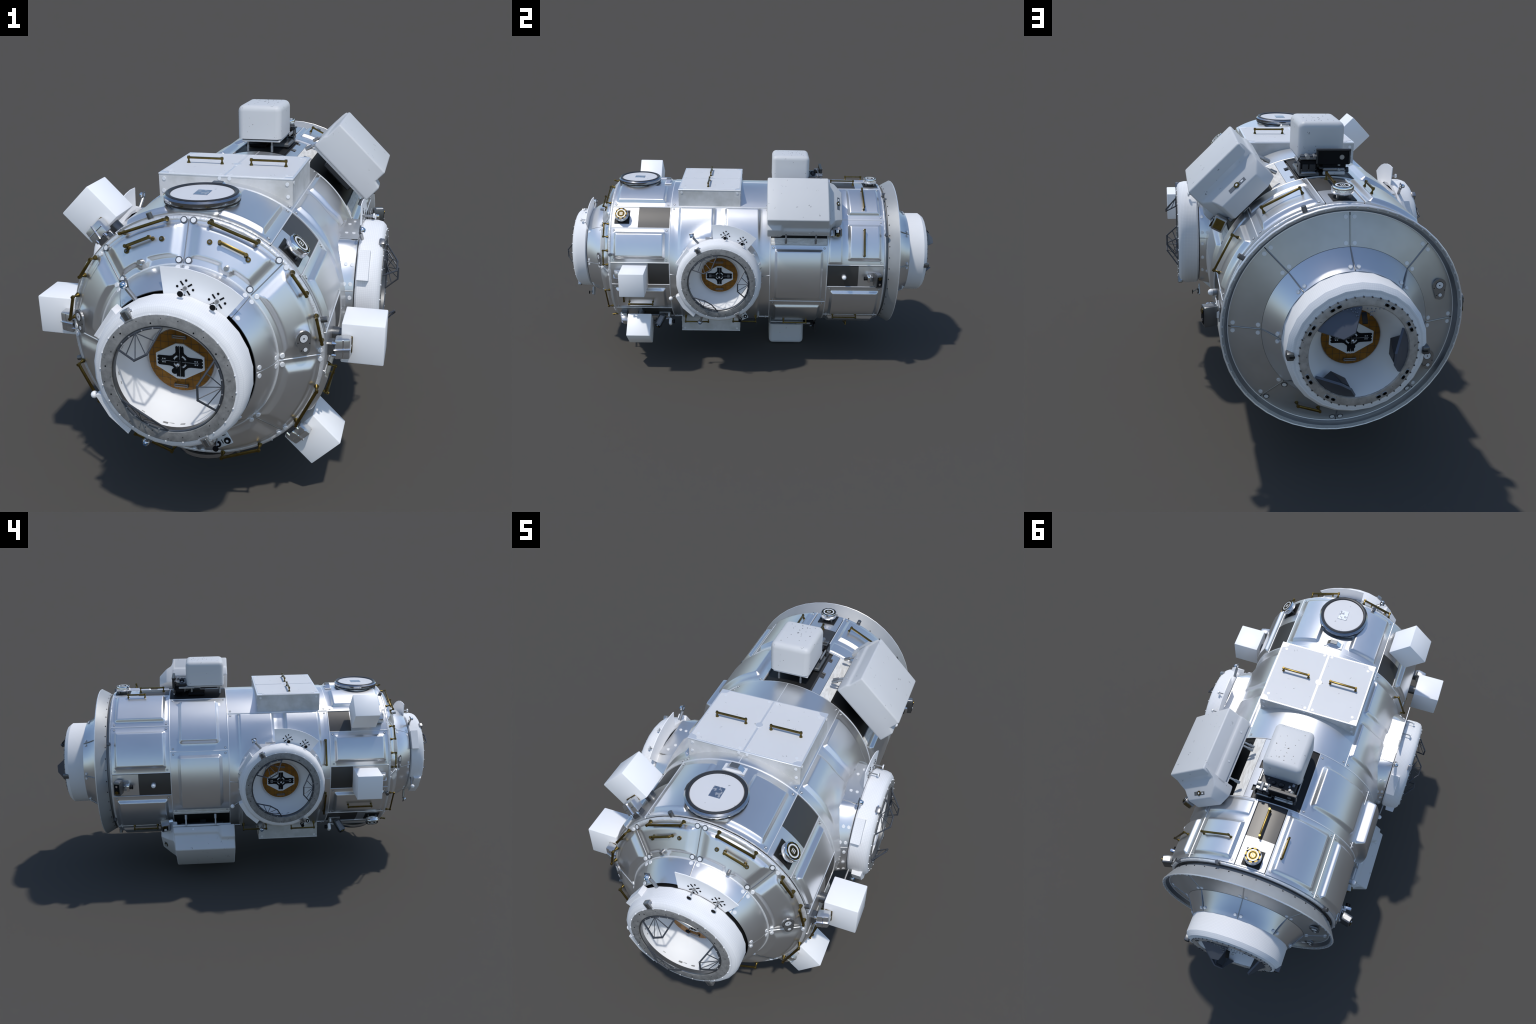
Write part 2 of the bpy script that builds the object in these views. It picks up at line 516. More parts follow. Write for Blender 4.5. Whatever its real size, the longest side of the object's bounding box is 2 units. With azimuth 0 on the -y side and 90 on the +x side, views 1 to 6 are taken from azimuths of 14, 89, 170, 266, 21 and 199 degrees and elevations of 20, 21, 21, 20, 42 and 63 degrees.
    for c in (45, 90, 135, 225, 270, 315):
        w0 = {45: -0.577, 225: -0.577, 135: -0.577, 315: -0.527, 90: -0.524, 270: -0.528}[c]
        slot(FY0 + .002, w0, c - 8.6, c + 8.6, "plate_metal")
        slot(w0, FY1 - .003, c - 8.6, c + 8.6, "dark_window", name="dark_window")
    for c in (0, 90, 180, 270):
        slot(BY1 + .003, 0.551, c - 8.4 * (1 if c % 180 else 1.1), c + 8.4 * (1 if c % 180 else 1.1), "dark_window", name="dark_window")
        slot(0.551, RY1 - .002, c - 8.4 * (1 if c % 180 else 1.1), c + 8.4 * (1 if c % 180 else 1.1), "plate_metal")
    for y, t in ((-0.659, 45), (-0.659, 225), (0.635, 0), (0.635, 180)):
        square_hole(y, t)
    # equipment bay of the third band, twice (top and underside)
    for rot in (0, 180):
        slot(MY1 + .004, BY1 - .004, rot - 16.5, rot + 13.5, "black", R0 - 0.004, "bay_floor")
        slot(MY1 + .004, BY1 - .004, rot + 28.3, rot + 60.5, "black", R0 - 0.004, "bay_floor")
        slot(MY1 + .004, BY1 - .004, rot + 20.6, rot + 28.3, "white_blanket", R0 + 0.001, "bay_blanket")
        slot(MY1 + .004, BY1 - .004, rot + 60.5, rot + 65.6, "white_blanket", R0 + 0.001, "bay_blanket")
        # ragged metal strip beside the bay
        m = MB()
        for y0, y1, t0 in ((MY1 + .004, 0.205, 15.0), (0.205, 0.245, 17.6), (0.245, 0.325, 15.0), (0.325, 0.352, 17.2), (0.352, BY1 - .004, 15.6)):
            q = panel(cyl_surf(R0 + .0005), y0, y1, rot + t0, rot + 20.4, R0, (), "plate_metal")
            m.add(q.v, q.f, "plate_metal")
        put("bay_strip", m)
    # --- rims of the cylinder
    m = MB()
    rim = [(0.366 + 0.0085 * math.cos(a), 0.0085 * math.sin(a)) for a in [i * PI / 6 for i in range(12)]]
    m.lathe(rim, "edge_blanket", 96, AXIS @ Matrix.Translation((0, -0.7185, 0)) @ LATHE_Y, close=True)
    put("edge_roll", m)
    m = MB()
    rim = [(0.3675 + 0.0075 * math.cos(a), 0.0075 * math.sin(a)) for a in [i * PI / 6 for i in range(12)]]
    m.lathe(rim, "edge_blanket", 96, AXIS @ Matrix.Translation((0, 0.683, 0)) @ LATHE_Y, close=True)
    put("edge_roll", m)
    # little steel stubs on the rims
    st = MB()
    st.cyl((0, 0, 0), (0, 0, 0.020), 0.0085, "dark_steel", 12)
    st = st.mesh("rim_stub")
    for y, t in ((-0.712, -18), (-0.712, 75), (-0.712, -105), (-0.712, 162), (0.690, 19.9), (0.690, 56.9), (0.690, 199.9), (0.690, 236.9), (0.69, -58)):
        put("rim_stub", st, M=frame(t, y, 0.372))

# ------------------------------------------------------------------ end cones
def build_front_cone():
    def outer(u, t, h):       # u 0..1 from rim inwards
        y0, r0, y1, r1 = -0.7215, 0.372, -0.7865, 0.2575
        n = Vector((y1 - y0, r1 - r0)).normalized()
        nn = Vector((n.y, -n.x)) if n.y < 0 else Vector((-n.y, n.x))
        # outward normal: forward (-y) and away from the axis
        ny, nr = -abs(n.y), abs(n.x)
        return hull(y0 + (y1 - y0) * u + ny * h, t, r0 + (r1 - r0) * u + nr * h)
    L = 0.1317
    surf = lambda s, t, h: outer(s / L, t, h)
    for i in range(8):
        a, b = 45 * i, 45 * i + 45
        top = i in (0, 7)
        # broad bevels towards the radial seams, tighter ones towards rim and throat
        lo, hi, side, low, up, ht = (0.016, 0.113, 0.030, 0.010, 0.012, 0.0105) if top else (0.018, 0.118, 0.030, 0.016, 0.018, 0.0105)
        k = 0.31 * D2R
        def relief(u, t, a=a, b=b, lo=lo, hi=hi, side=side, low=low, up=up, ht=ht, top=top):
            r = 0.372 - 0.1145 * u / L
            ds = min(t - a, b - t) * D2R * r - 0.010
            h = ht * ease(min(ds / side, (hi - u) / low, (u - lo) / up))
            if top:           # bulge that carries the peg
                pt = 25 if a == 0 else 335
                d = math.hypot((t - pt) * D2R * r, u - 0.104)
                h = max(h, ht * ease((0.026 - d) / 0.010))
            elif a in (45, 270):
                pt = 78 if a == 45 else 282
                d = math.hypot((t - pt) * D2R * r, u - 0.050)
                h += 0.008 * ease((0.032 - d) / 0.026)
            return h
        mark = [(lo, hi, a + 0.010 / k, b - 0.010 / k, 0.0, side, 0.001), (hi - 0.016, hi + 0.006, a + 19, b - 19, 0.0, 0.012, 0.001)]
        put("cone_panel", panel(surf, 0.001, L - .001, a + 0.3, b - 0.3, 0.31, mark, "aluminium", skirt=0.004, step=0.009, extra=relief))
        def inner(s, t, h):
            q = s / 0.0915
            y, r = -0.7865 - 0.0800 * q, 0.2575 - 0.0415 * q + 0.005 * math.sin(q * PI)
            return hull(y - 0.51 * h, t, r + 0.86 * h)
        put("cone_panel", panel(inner, 0.001, 0.0915, a + 0.25, b - 0.25, 0.235, (), "aluminium", skirt=0.003, step=0.02))
    m = MB()
    # backing shell closes the gaps, painted black for the unlit depth behind the docking ring
    m.lathe([(0.364, -0.712), (0.250, -0.776), (0.206, -0.815), (0.203, -0.885), (0.150, -0.885)], "black", 96, AXIS @ LATHE_Y)
    put("cone_backing", m)
    s = MB()
    for i in range(8):
        t = 45 * i
        for (ya, ra), (yb, rb) in (((-0.7205, 0.373), (-0.7870, 0.2575)), ((-0.7870, 0.2575), (-0.866, 0.2165))):
            a, b = hull(ya, t, ra), hull(yb, t, rb)
            s.cyl(a, b, 0.0017, "grey_steel" if i not in (2, 6) else "seam_metal", 8)
    s.lathe([(0.2585 + 0.0026 * math.cos(k * PI / 4), -0.7875 + 0.0026 * math.sin(k * PI / 4)) for k in range(8)], "seam_metal", 96, AXIS @ LATHE_Y, close=True)
    put("seam_bead", s, kind="stuff")
    # washers beside the seams
    nrm1 = Vector((-0.84, 0.546))
    for i in range(8):
        for sg in (1, -1):
            for u, rr in ((0.010 / L, 0.0075), (1 - 0.012 / L, 0.0075)):
                r = 0.373 + (0.2585 - 0.373) * u
                t = 45 * i + sg * 0.0135 / r / D2R
                y = -0.7235 - 0.065 * u
                M = matrix_from(hull(y, t, r), normal_at(t, -0.84, 0.546))
                washer(M, rr, 0.0016, "washer_white", ring=(i == 0 or (i == 1 and sg < 0) or (i == 7 and sg > 0)))
            for q in (0.13, 0.88):
                r, y = 0.2575 - 0.0415 * q + 0.005 * math.sin(q * PI), -0.7865 - 0.0800 * q
                t = 45 * i + sg * 0.0125 / r / D2R
                washer(matrix_from(hull(y, t, r), normal_at(t, -0.51, 0.86)), 0.0075, 0.0014, "washer_white")
    # brass bolts and pegs on the two top panels
    for t in (-32, -12, 12, 32):
        M = matrix_from(outer(0.47, t, 0.0095), normal_at(t, -0.84, 0.546))
        b = MB()
        b.cyl((0, 0, 0), (0, 0, 0.004), 0.0075, "brass", 12)
        b.cyl((0, 0, 0), (0, 0, 0.006), 0.0035, "dark_steel", 8)
        put("brass_bolt", b, M=M)
    for t in (-25, 25):
        b = MB()
        b.cyl((0, 0, -0.01), (0, 0, 0.026), 0.0065, "grey_steel", 12)
        b.lathe([(0.0, 0.004), (0.012, 0.004), (0.017, -0.004), (0.019, -0.012)], "aluminium", 16)
        put("cone_peg", b, M=matrix_from(outer(0.80, t, 0.002), normal_at(t, -0.97, 0.2)))

def normal_at(t, ny, nr):
    a = t * D2R
    return Vector((nr * math.sin(a), ny, nr * math.cos(a))).normalized()

def matrix_from(p, z, xh=None):
    z = z.normalized()
    x = (xh - z * xh.dot(z)).normalized() if xh is not None else z.orthogonal().normalized()
    y = z.cross(x)
    M = Matrix((x, y, z)).transposed().to_4x4()
    M.translation = p
    return M

def build_lug(M):
    """grey rounded lug plate with two white targets (local z out, y up)"""
    m = MB()
    pts = []
    for c, r, a0, a1 in (((0, 0.012), 0.0225, -15, 195), ((0.005, -0.022), 0.015, 190, 350)):
        for i in range(11):
            a = (a0 + (a1 - a0) * i / 10) * D2R
            pts.append((c[0] + r * math.cos(a), c[1] + r * math.sin(a)))
    m.prism(pts, -0.006, 0.0, "grey_steel")
    o = put("lug_plate", m, M=M)
    d = MB()
    for c, r in (((0, 0.013), 0.0115), ((0.005, -0.0205), 0.006)):
        d.cyl((c[0], c[1], -0.001), (c[0], c[1], 0.0008), r * 1.13, "black_print", 20)
        d.cyl((c[0], c[1], -0.001), (c[0], c[1], 0.0014), r, "washer_white", 20)
    d.cyl((0, 0.013, 0), (0, 0.013, 0.002), 0.0022, "black_print", 8)
    for x, y in ((-0.017, 0.003), (0.018, -0.004), (-0.007, -0.022)):
        d.cyl((x, y, 0), (x, y, 0.0012), 0.0015, "black_print", 6)
    put("lug_target", d, o)

def build_rear():
    A = AXIS @ LATHE_Y
    m = MB()
    # neck groove, flared collar and dished end plate
    m.lathe([(0.362, 0.683), (0.345, 0.690), (0.345, 0.703), (0.3615, 0.704), (0.3775, 0.732), (0.3870, 0.750), (0.3905, 0.7565), (0.3885, 0.7605), (0.3775, 0.7555)], "collar_grey", 48, A)
    m.lathe([(0.3885, 0.7545), (0.3915, 0.7575), (0.3890, 0.7612), (0.3860, 0.7600)], "seam_metal", 48, A)
    m.lathe([(0.3775, 0.7555), (0.3745, 0.7480), (0.3690, 0.7400), (0.3660, 0.7385)], "groove_grey", 96, A)
    m.lathe([(0.3655 + 0.0018 * math.cos(k * PI / 4), 0.7400 + 0.0018 * math.sin(k * PI / 4)) for k in range(8)], "seam_metal", 96, A, close=True)
    put("flange_collar", m)
    s = MB()
    for i in range(150):
        t = 360 / 150 * i
        if i % 2:
            s.box((0, 0, 0), (0.0062, 0.0050, 0.0030), "washer_dim", M=frame(t, 0.7590, 0.3835))
    for i in range(40):
        s.cyl((0, 0, -0.003), (0, 0, 0.0015), 0.0027, "black_print", 8, M=frame(9 * i + 3, 0.7095, 0.3640))
    put("flange_stitch", s, kind="stuff")
    for i in range(8):
        a, b = 45 * i, 45 * i + 45
        dish = lambda s_, t, h: hull(0.7375 + 0.0325 * s_ / 0.104 + 0.94 * h, t, 0.3670 - 0.1035 * s_ / 0.104 + 0.34 * h)
        put("dish_panel", panel(dish, 0.001, 0.1038, a + 0.25, b - 0.25, 0.315, (), "flange_metal", skirt=0.003))
        con = lambda s_, t, h: hull(0.7700 + 0.0745 * s_ / 0.085 + 0.55 * h, t, 0.2635 - 0.0495 * s_ / 0.085 - 0.003 * math.sin(PI * s_ / 0.085) + 0.83 * h)
        put("cone_panel", panel(con, 0.001, 0.0845, a + 0.25, b - 0.25, 0.24, (), "aluminium", skirt=0.003, step=0.02))
    m = MB()
    m.lathe([(0.366, 0.730), (0.256, 0.758), (0.205, 0.832), (0.16, 0.836)], "core_metal", 96, A)
    put("cone_backing", m)
    s = MB()
    for i in range(8):
        s.cyl(hull(0.7415, 45 * i, 0.3545), hull(0.7690, 45 * i, 0.2660), 0.0026, "grey_steel", 8)
        s.cyl(hull(0.770, 45 * i, 0.2635), hull(0.842, 45 * i, 0.2175), 0.0021, "grey_steel", 8)
    put("seam_bead", s, kind="stuff")
    for i in range(8):
        for sg in (1, -1):
            bottom = i == 4 or (i == 3 and sg > 0) or (i == 5 and sg < 0)
            for r, y in ((0.350, 0.7430), (0.274, 0.7667)):
                t = 45 * i + sg * 0.0135 / r / D2R
                washer(matrix_from(hull(y, t, r), normal_at(t, 0.94, 0.34)), 0.0078, 0.0014, "washer_white", ring=bottom)
            for r, y in ((0.2535, 0.777), (0.2255, 0.832)):
                t = 45 * i + sg * 0.0125 / r / D2R
                washer(matrix_from(hull(y, t, r - 0.0012), normal_at(t, 0.55, 0.83)), 0.0072, 0.002, "washer_white")
    for t in (-70, -116):
        p = hull(0.7615, t, 0.321)
        build_lug(Matrix.Translation(p) @ LATHE_Y.to_3x3().to_4x4())
    # docking collar
    P = REAR_FRAME
    m = MB()
    m.lathe([(0.205, -0.110), (0.2125, -0.108), (0.2130, -0.022), (0.2045, -0.010), (0.199, -0.004), (0.177, 0.0)], "white_cloth", 24)
    port = put("docking_collar", m, M=P)
    m = MB()
    m.lathe([(0.1775, -0.006), (0.1785, 0.002), (0.176, 0.0035), (0.153, 0.0035), (0.1505, 0.001), (0.1500, -0.012)], "ring_tan", 64)
    ring = put("seal_ring", m, port)
    s = MB()
    for k in range(8):
        for d in (-3.6, 3.6):
            M = Matrix.Rotation(-(22.5 + 45 * k + (-6.0 if k % 2 else 6.0) + d) * D2R, 4, "Z") @ Matrix.Translation((0, 0.166, 0.004))
            s.box((0, 0, 0), (0.0165, 0.0115, 0.003), "washer_grey", 0.001, 1, M)
            s.cyl((-0.003, 0, 0.0), (-0.003, 0, 0.0026), 0.0042, "black", 10, M=M)
            s.cyl((0.003, 0, 0.0), (0.003, 0, 0.0026), 0.0042, "black", 10, M=M)
            s.box((0, 0, 0.0011), (0.006, 0.0084, 0.003), "black", 0, 1, M)
    for k in range(44):
        M = Matrix.Rotation(-360 / 44 * k * D2R, 4, "Z") @ Matrix.Translation((0, 0.1785, 0.002))
        s.cyl((0, 0, -0.002), (0, 0, 0.003), 0.0024, "dark_steel", 8, M=M)
    put("latch_slot", s, port, kind="stuff")
    m = MB()
    m.lathe([(0.1510, 0.0), (0.146, -0.008), (0.134, -0.022), (0.099, -0.084), (0.0930, -0.102), (0.080, -0.104)], "bowl_white", 48)
    put("port_bowl", m, port)
    build_hatch(port, -0.0955)
    # three solid alignment petals
    for a in (-30, 90, 210):
        build_petal(port, a)
    # two side clamps
    for sx in (1, -1):
        m = MB()
        m.box((sx * 0.2035, -0.003, -0.008), (0.022, 0.024, 0.030), "dark_steel", 0.004, 2)
        m.box((sx * 0.199, -0.003, 0.006), (0.016, 0.005, 0.005), "black")
        put("collar_clamp", m, port)

def build_petal(port, ang):
    """thick wedge plate leaning outwards over the opening"""
    R = Matrix.Rotation(-ang * D2R, 4, "Z")
    def pt(phi, r, z):
        return Vector((r * math.sin(phi * D2R), r * math.cos(phi * D2R), z))
    base = [pt(p, 0.149, 0.001) for p in (-29, -19, -9.5, 0, 9.5, 19, 29)]
    tip = [pt(p, 0.098, 0.0545) for p in (11, -11)]
    outer = base + tip
    inn = [p + Vector((0, -0.006, -0.004)) for p in outer]
    n = len(outer)
    m = MB()
    m.add(outer + inn, [list(range(n)), list(range(n, 2 * n))[::-1]] + [[i, (i + 1) % n, n + (i + 1) % n, n + i] for i in range(n)], "petal_blue")
    # ribbed back bracket
    for s in (-1, 1):
        a, b, c = pt(s * 20, 0.143, -0.004), pt(s * 8, 0.093, 0.046), pt(s * 13, 0.104, -0.030)
        w = Vector((s * 0.003, 0, 0))
        m.add([a, b, c, a + w, b + w, c + w], [[0, 1, 2], [5, 4, 3], [0, 1, 4, 3], [1, 2, 5, 4], [2, 0, 3, 5]], "truss_grey")
    a, b, c, d = pt(-13, 0.104, -0.030), pt(13, 0.104, -0.030), pt(8, 0.092, 0.040), pt(-8, 0.092, 0.040)
    w = Vector((0, 0.003, 0))
    m.add([a, b, c, d, a + w, b + w, c + w, d + w], [[0, 1, 2, 3], [7, 6, 5, 4], [0, 1, 5, 4], [1, 2, 6, 5], [2, 3, 7, 6], [3, 0, 4, 7]], "truss_grey")
    o = put("alignment_petal", m, port, R)
    # plate frame: along tip direction
    u = (pt(0, 0.090, 0.0545) - pt(0, 0.149, 0.001)).normalized()
    x = Vector((1, 0, 0))
    nz = x.cross(u).normalized()
    if nz.y < 0:
        nz = -nz
    M = Matrix((x, u, nz)).transposed().to_4x4()
    M.translation = pt(0, 0.1475, 0.002)
    d = MB()
    d.box((0.0, 0.034, 0.0015), (0.015, 0.034, 0.006), "black", 0.001, 1, M)
    for sx in (-1, 1):
        for k in range(5):
            d.cyl((sx * (0.012 + 0.012 * k), 0.0065 + 0.0006 * k, 0), (sx * (0.012 + 0.012 * k), 0.0065 + 0.0006 * k, 0.003), 0.0020, "washer_grey", 8, M=M)
        for px, py in ((0.020, 0.017), (0.025, 0.016), (0.018, 0.026), (0.023, 0.027), (0.032, 0.015)):
            d.cyl((sx * px, py, 0), (sx * px, py, 0.003), 0.0019, "washer_grey", 8, M=M)
    put("petal_mark", d, o, kind="stuff")

# ------------------------------------------------------------------ hatch inside every port
def build_hatch(port, z):
    m = MB()
    m.lathe([(0.0, z), (0.0900, z), (0.0922, z - 0.003), (0.0922, z - 0.015)], "amber_film", 40)
    h = put("hatch", m, port)
    p = MB()
    p.prism([(0.0685, 0.019), (0.011, 0.0525), (-0.011, 0.0525), (-0.0685, 0.019), (-0.0685, -0.019), (-0.011, -0.0525), (0.011, -0.0525), (0.0685, -0.019)], z - 0.002, z + 0.004, "hatch_white")
    put("hatch_plate", p, h)
    c = MB()
    t0, t1 = z + 0.003, z + 0.0048
    for sx in (1, -1):
        c.prism([(sx * 0.016, -0.0180), (sx * 0.030, -0.0150), (sx * 0.062, -0.0145), (sx * 0.062, 0.0145), (sx * 0.030, 0.0150), (sx * 0.016, 0.0180)], t0, t1, "black_print")
        for y in (-0.0095, 0, 0.0095):
            c.prism([(sx * 0.060, y - 0.0030), (sx * 0.0645, y - 0.0030), (sx * 0.0645, y + 0.0030), (sx * 0.060, y + 0.0030)], t0, t1 - 0.0003, "black_print")
        for y0, y1 in ((-0.0465, -0.015), (0.015, 0.0465)):
            pass
        c.prism([(-0.0160, sx * 0.016), (0.0160, sx * 0.016), (0.0115, sx * 0.029), (0.0115, sx * 0.044), (-0.0115, sx * 0.044), (-0.0115, sx * 0.029)], t0, t1, "black_print")
        for x in (-0.0085, -0.003, 0.003, 0.0085):
            c.prism([(x - 0.0018, sx * 0.042), (x + 0.0018, sx * 0.042), (x + 0.0018, sx * 0.0465), (x - 0.0018, sx * 0.0465)], t0, t1 - 0.0003, "black_print")
    c.cyl((0, 0, t0), (0, 0, t1 + 0.0003), 0.0275, "black_print", 28)
    c.cyl((0, 0, t0), (0, 0, t1 + 0.0007), 0.0200, "hatch_white", 28)
    c.cyl((0, 0, t0), (0, 0, t1 + 0.0011), 0.0155, "black_print", 24)
    for a in (0, 90, 180, 270):
        M = Matrix.Rotation((a) * D2R, 4, "Z")
        c.box((0.0205, 0, t1 + 0.0006), (0.010, 0.014, 0.0014), "black_print", M=M)
        c.box((0.030, 0, t1 + 0.0010), (0.048, 0.0004, 0.0014), "hatch_white", M=M)
        if a in (0, 180):
            for y in (0.005, -0.005):
                for x in (0.043, 0.049):
                    c.box((x, y, t1 + 0.0002), (0.0032, 0.0032, 0.0008), "hatch_white", M=M)
    put("docking_target", c, h)
    k = MB()
    k.cyl((0, 0, z), (0, 0, z + 0.020), 0.0032, "grey_steel", 10)
    k.ball((0, 0, z + 0.021), 0.0052, "chrome", 12)
    k.cyl((-0.001, -0.004, z + 0.018), (-0.004, -0.011, z + 0.036), 0.0018, "dark_steel", 8)
    k.cyl((-0.004, -0.011, z + 0.036), (-0.004, -0.011, z + 0.0385), 0.0085, "black_print", 18)
    put("target_pin", k, h)
    for y in (0.0735, -0.0735):
        m = MB()
        m.box((0, y + 0.003, z + 0.005), (0.036, 0.003, 0.003), "grey_steel", 0.001, 1)
        m.box((0, y - 0.003, z + 0.005), (0.036, 0.003, 0.003), "grey_steel", 0.001, 1)
        for x in (-0.018, 0.018):
            m.box((x, y, z + 0.003), (0.004, 0.011, 0.007), "dark_steel", 0.001, 1)
        put("hatch_grip", m, h)

# ------------------------------------------------------------------ active docking port (front and both sides)
def pol(phi, r, z=0.0):
    return Vector((r * math.sin(phi * D2R), r * math.cos(phi * D2R), z))

def build_port(name, side):
    P = PORT_FRAMES[name]
    m = MB()
    m.lathe([(0.190, -0.0810), (0.206, -0.0800), (0.2125, -0.0735), (0.2130, -0.032), (0.2085, -0.014), (0.199, -0.005), (0.1835, -0.001)], "white_cloth", 26)
    # padded lumps under the cloth
    for a0, a1, r, z0, z1 in ((-68, -43, 0.2300, -0.078, -0.036), (-146, -111, 0.2300, -0.058, -0.016)):
        m.lathe([(0.205, z0), (r, z0 + 0.003), (r + 0.001, z1 - 0.003), (0.205, z1)], "white_cloth", 1 if a1 - a0 < 30 else 2, a0=a0, a1=a1, close=True)
    port = put("docking_port", m, M=P)
    m = MB()
    m.lathe([(0.1845, -0.010), (0.1840, 0.0), (0.1815, 0.0012), (0.1555, 0.0012), (0.1530, -0.001), (0.1530, -0.012)], "seal_grey", 64)
    m.lathe([(0.1535, -0.004), (0.1505, 0.0015), (0.1480, -0.001), (0.1475, -0.014)], "dark_steel", 64)
    put("seal_ring", m, port)
    s = MB()
    random.seed(3)
    for k in range(26):
        a = k * 360 / 26 + random.uniform(-4, 4)
        p = pol(a, random.choice((0.163, 0.170, 0.176)), 0.0012)
        s.cyl(p - Vector((0, 0, .002)), p + Vector((0, 0, 0.0008)), random.choice((0.0010, 0.0013, 0.0022)), "black_print", 8)
    for k in range(24):      # lacing along the cloth's inner hem
        p = pol(k * 15 + 4, 0.185, 0.000)
        s.ball(p, 0.0026, "washer_white", 6)
    put("ring_bolt", s, port, kind="stuff")
    m = MB()
    m.lathe([(0.1490, -0.010), (0.1465, -0.026), (0.1395, -0.055), (0.1275, -0.077), (0.1165, -0.090), (0.1050, -0.106), (0.0975, -0.1195), (0.085, -0.1205)], "bowl_white", 56)
    put("port_bowl", m, port)
    w = MB()
    for k in range(30):      # torn grey edge of the liner
        a = k * 12 + random.uniform(-4, 4)
        M = Matrix.Rotation(-a * D2R, 4, "Z") @ Matrix.Translation((0, 0.1466, -0.026 - random.uniform(0, 0.012)))
        w.box((0, 0, 0), (random.uniform(0.006, 0.018), 0.002, random.uniform(0.002, 0.008)), "seal_grey", M=M)
    put("liner_patch", w, port, kind="stuff")
    build_hatch(port, -0.1075)
    # three open-frame alignment guides
    for a in (-31, 90, 211):
        t = MB()
        lean = lambda phi, r, z: pol(phi, r, z)
        A, B = lean(-29, 0.149, 0.0), lean(29, 0.149, 0.0)
        C, D_ = lean(-12, 0.0985, 0.0435), lean(12, 0.0985, 0.0435)
        mid = lean(0, 0.150, 0.002)
        for p, q, r in ((A, C, 0.0029), (C, D_, 0.0032), (D_, B, 0.0029)):
            t.cyl(p, q, r, "truss_grey", 8)
        prev = None
        for k in range(7):
            q = lean(-29 + 58 * k / 6, 0.1495, 0.0005)
            if prev is not None:
                t.cyl(prev, q, 0.0034, "truss_grey", 8)
            prev = q
        for q in (A.lerp(C, 0.50), B.lerp(D_, 0.50)):
            t.cyl(mid, q, 0.0016, "truss_grey", 6)
        for q in (C.lerp(D_, 0.08), C.lerp(D_, 0.92)):
            t.cyl(mid + (q - mid).normalized() * 0.004, q, 0.0014, "truss_grey", 6)
        for q in (C, D_):
            t.ball(q, 0.0036, "truss_grey", 8)
        for k in (-20, -8, 8, 20):
            t.ball(lean(k, 0.1495, 0.004), 0.0024, "washer_grey", 6)
        put("alignment_guide", t, port, Matrix.Rotation(-a * D2R, 4, "Z"))
    # fan-shaped target board
    f = MB()
    pts = [pol(p, 0.2815) for p in (-7, 1, 9, 17, 25, 33, 41.5)] + [pol(p, 0.203) for p in (42.5, 29, 17, 5, -8)]
    f.prism([(p.x, p.y) for p in pts], -0.0855, -0.0825, "white_paint")
    board = put("target_board", f, port)
    d = MB()
    for c, rot in ((pol(8, 0.2285), 0), (pol(30.5, 0.2285), 0)):
        for a in (58, 148, 238, 328):
            M = Matrix.Translation((c.x, c.y, -0.0825)) @ Matrix.Rotation(-a * D2R, 4, "Z")
            d.box((0, 0.0155, 0), (0.0042, 0.0135, 0.002), "black_print", M=M)
            M = Matrix.Translation((c.x, c.y, -0.0825)) @ Matrix.Rotation(-(a + 42) * D2R, 4, "Z")
            d.cyl((0, 0.0215, -0.001), (0, 0.0215, 0.001), 0.0034, "black_print", 12, M=M)
        d.cyl((c.x, c.y, -0.0825), (c.x, c.y, -0.0775), 0.0055, "grey_steel", 12)
        d.cyl((c.x, c.y, -0.0825), (c.x, c.y, -0.047), 0.0024, "grey_steel", 8)
        d.cyl((c.x, c.y, -0.048), (c.x, c.y, -0.0425), 0.0085, "washer_white", 16)
        d.cyl((c.x, c.y, -0.0428), (c.x, c.y, -0.0420), 0.0080, "black_print", 16)
    put("board_target", d, board)
    # clamps, camera balls and the little plate with two eyes
    for phi in (-30, 150):
        M = Matrix.Rotation(-phi * D2R, 4, "Z") @ Matrix.Translation((0, 0.199, -0.007))
        c = MB()
        c.box((0, 0, 0), (0.024, 0.030, 0.018), "grey_steel", 0.003, 2, M)
        c.box((0, 0.001, 0.009), (0.011, 0.022, 0.003), "dark_steel", 0.001, 1, M)
        c.box((0, -0.014, 0.002), (0.030, 0.008, 0.014), "washer_grey", 0.002, 1, M)
        c.cyl((-0.018, 0.004, -0.004), (0.018, 0.004, -0.004), 0.004, "chrome", 10, M=M)
        put("ring_clamp", c, port)
    for phi, r, col in ((-30.5, 0.262, "lens_blue"), (-115, 0.272, "white_paint"), (-158, 0.268, "lens_blue")):
        k = MB()
        a, b = pol(phi + 2.5, 0.204, -0.070), pol(phi, r - 0.012, -0.075)
        k.cyl(a, b, 0.0062 if col == "lens_blue" else 0.0035, "grey_steel", 10)
        if col == "lens_blue":
            M = Matrix.Rotation(-(phi + 20) * D2R, 4, "Z")
            c = pol(phi, r, -0.070)
            k.box((0, 0, 0), (0.023, 0.023, 0.004), "dark_steel", 0.001, 1, Matrix.Translation(c - Vector((0, 0, 0.006))) @ M)
            k.ball(c, 0.0105, "chrome", 14)
            for q in ((0, 0), (0.6, 0.2), (-0.4, 0.55), (0.1, -0.65), (-0.6, -0.3)):
                dv = Vector((q[0], q[1], 1)).normalized()
                k.cyl(c + dv * 0.009, c + dv * 0.0112, 0.0026, "lens_blue", 8)
        else:
            k.ball(pol(phi, r, -0.072), 0.0105, "white_paint", 14)
        put("camera_ball", k, port)
    M = Matrix.Rotation(-151.5 * D2R, 4, "Z") @ Matrix.Translation((0, 0.2445, -0.084))
    e = MB()
    e.box((0, 0, 0), (0.052, 0.044, 0.006), "hatch_white", 0.0025, 2, M)
    o = put("eye_plate", e, port)
    e = MB()
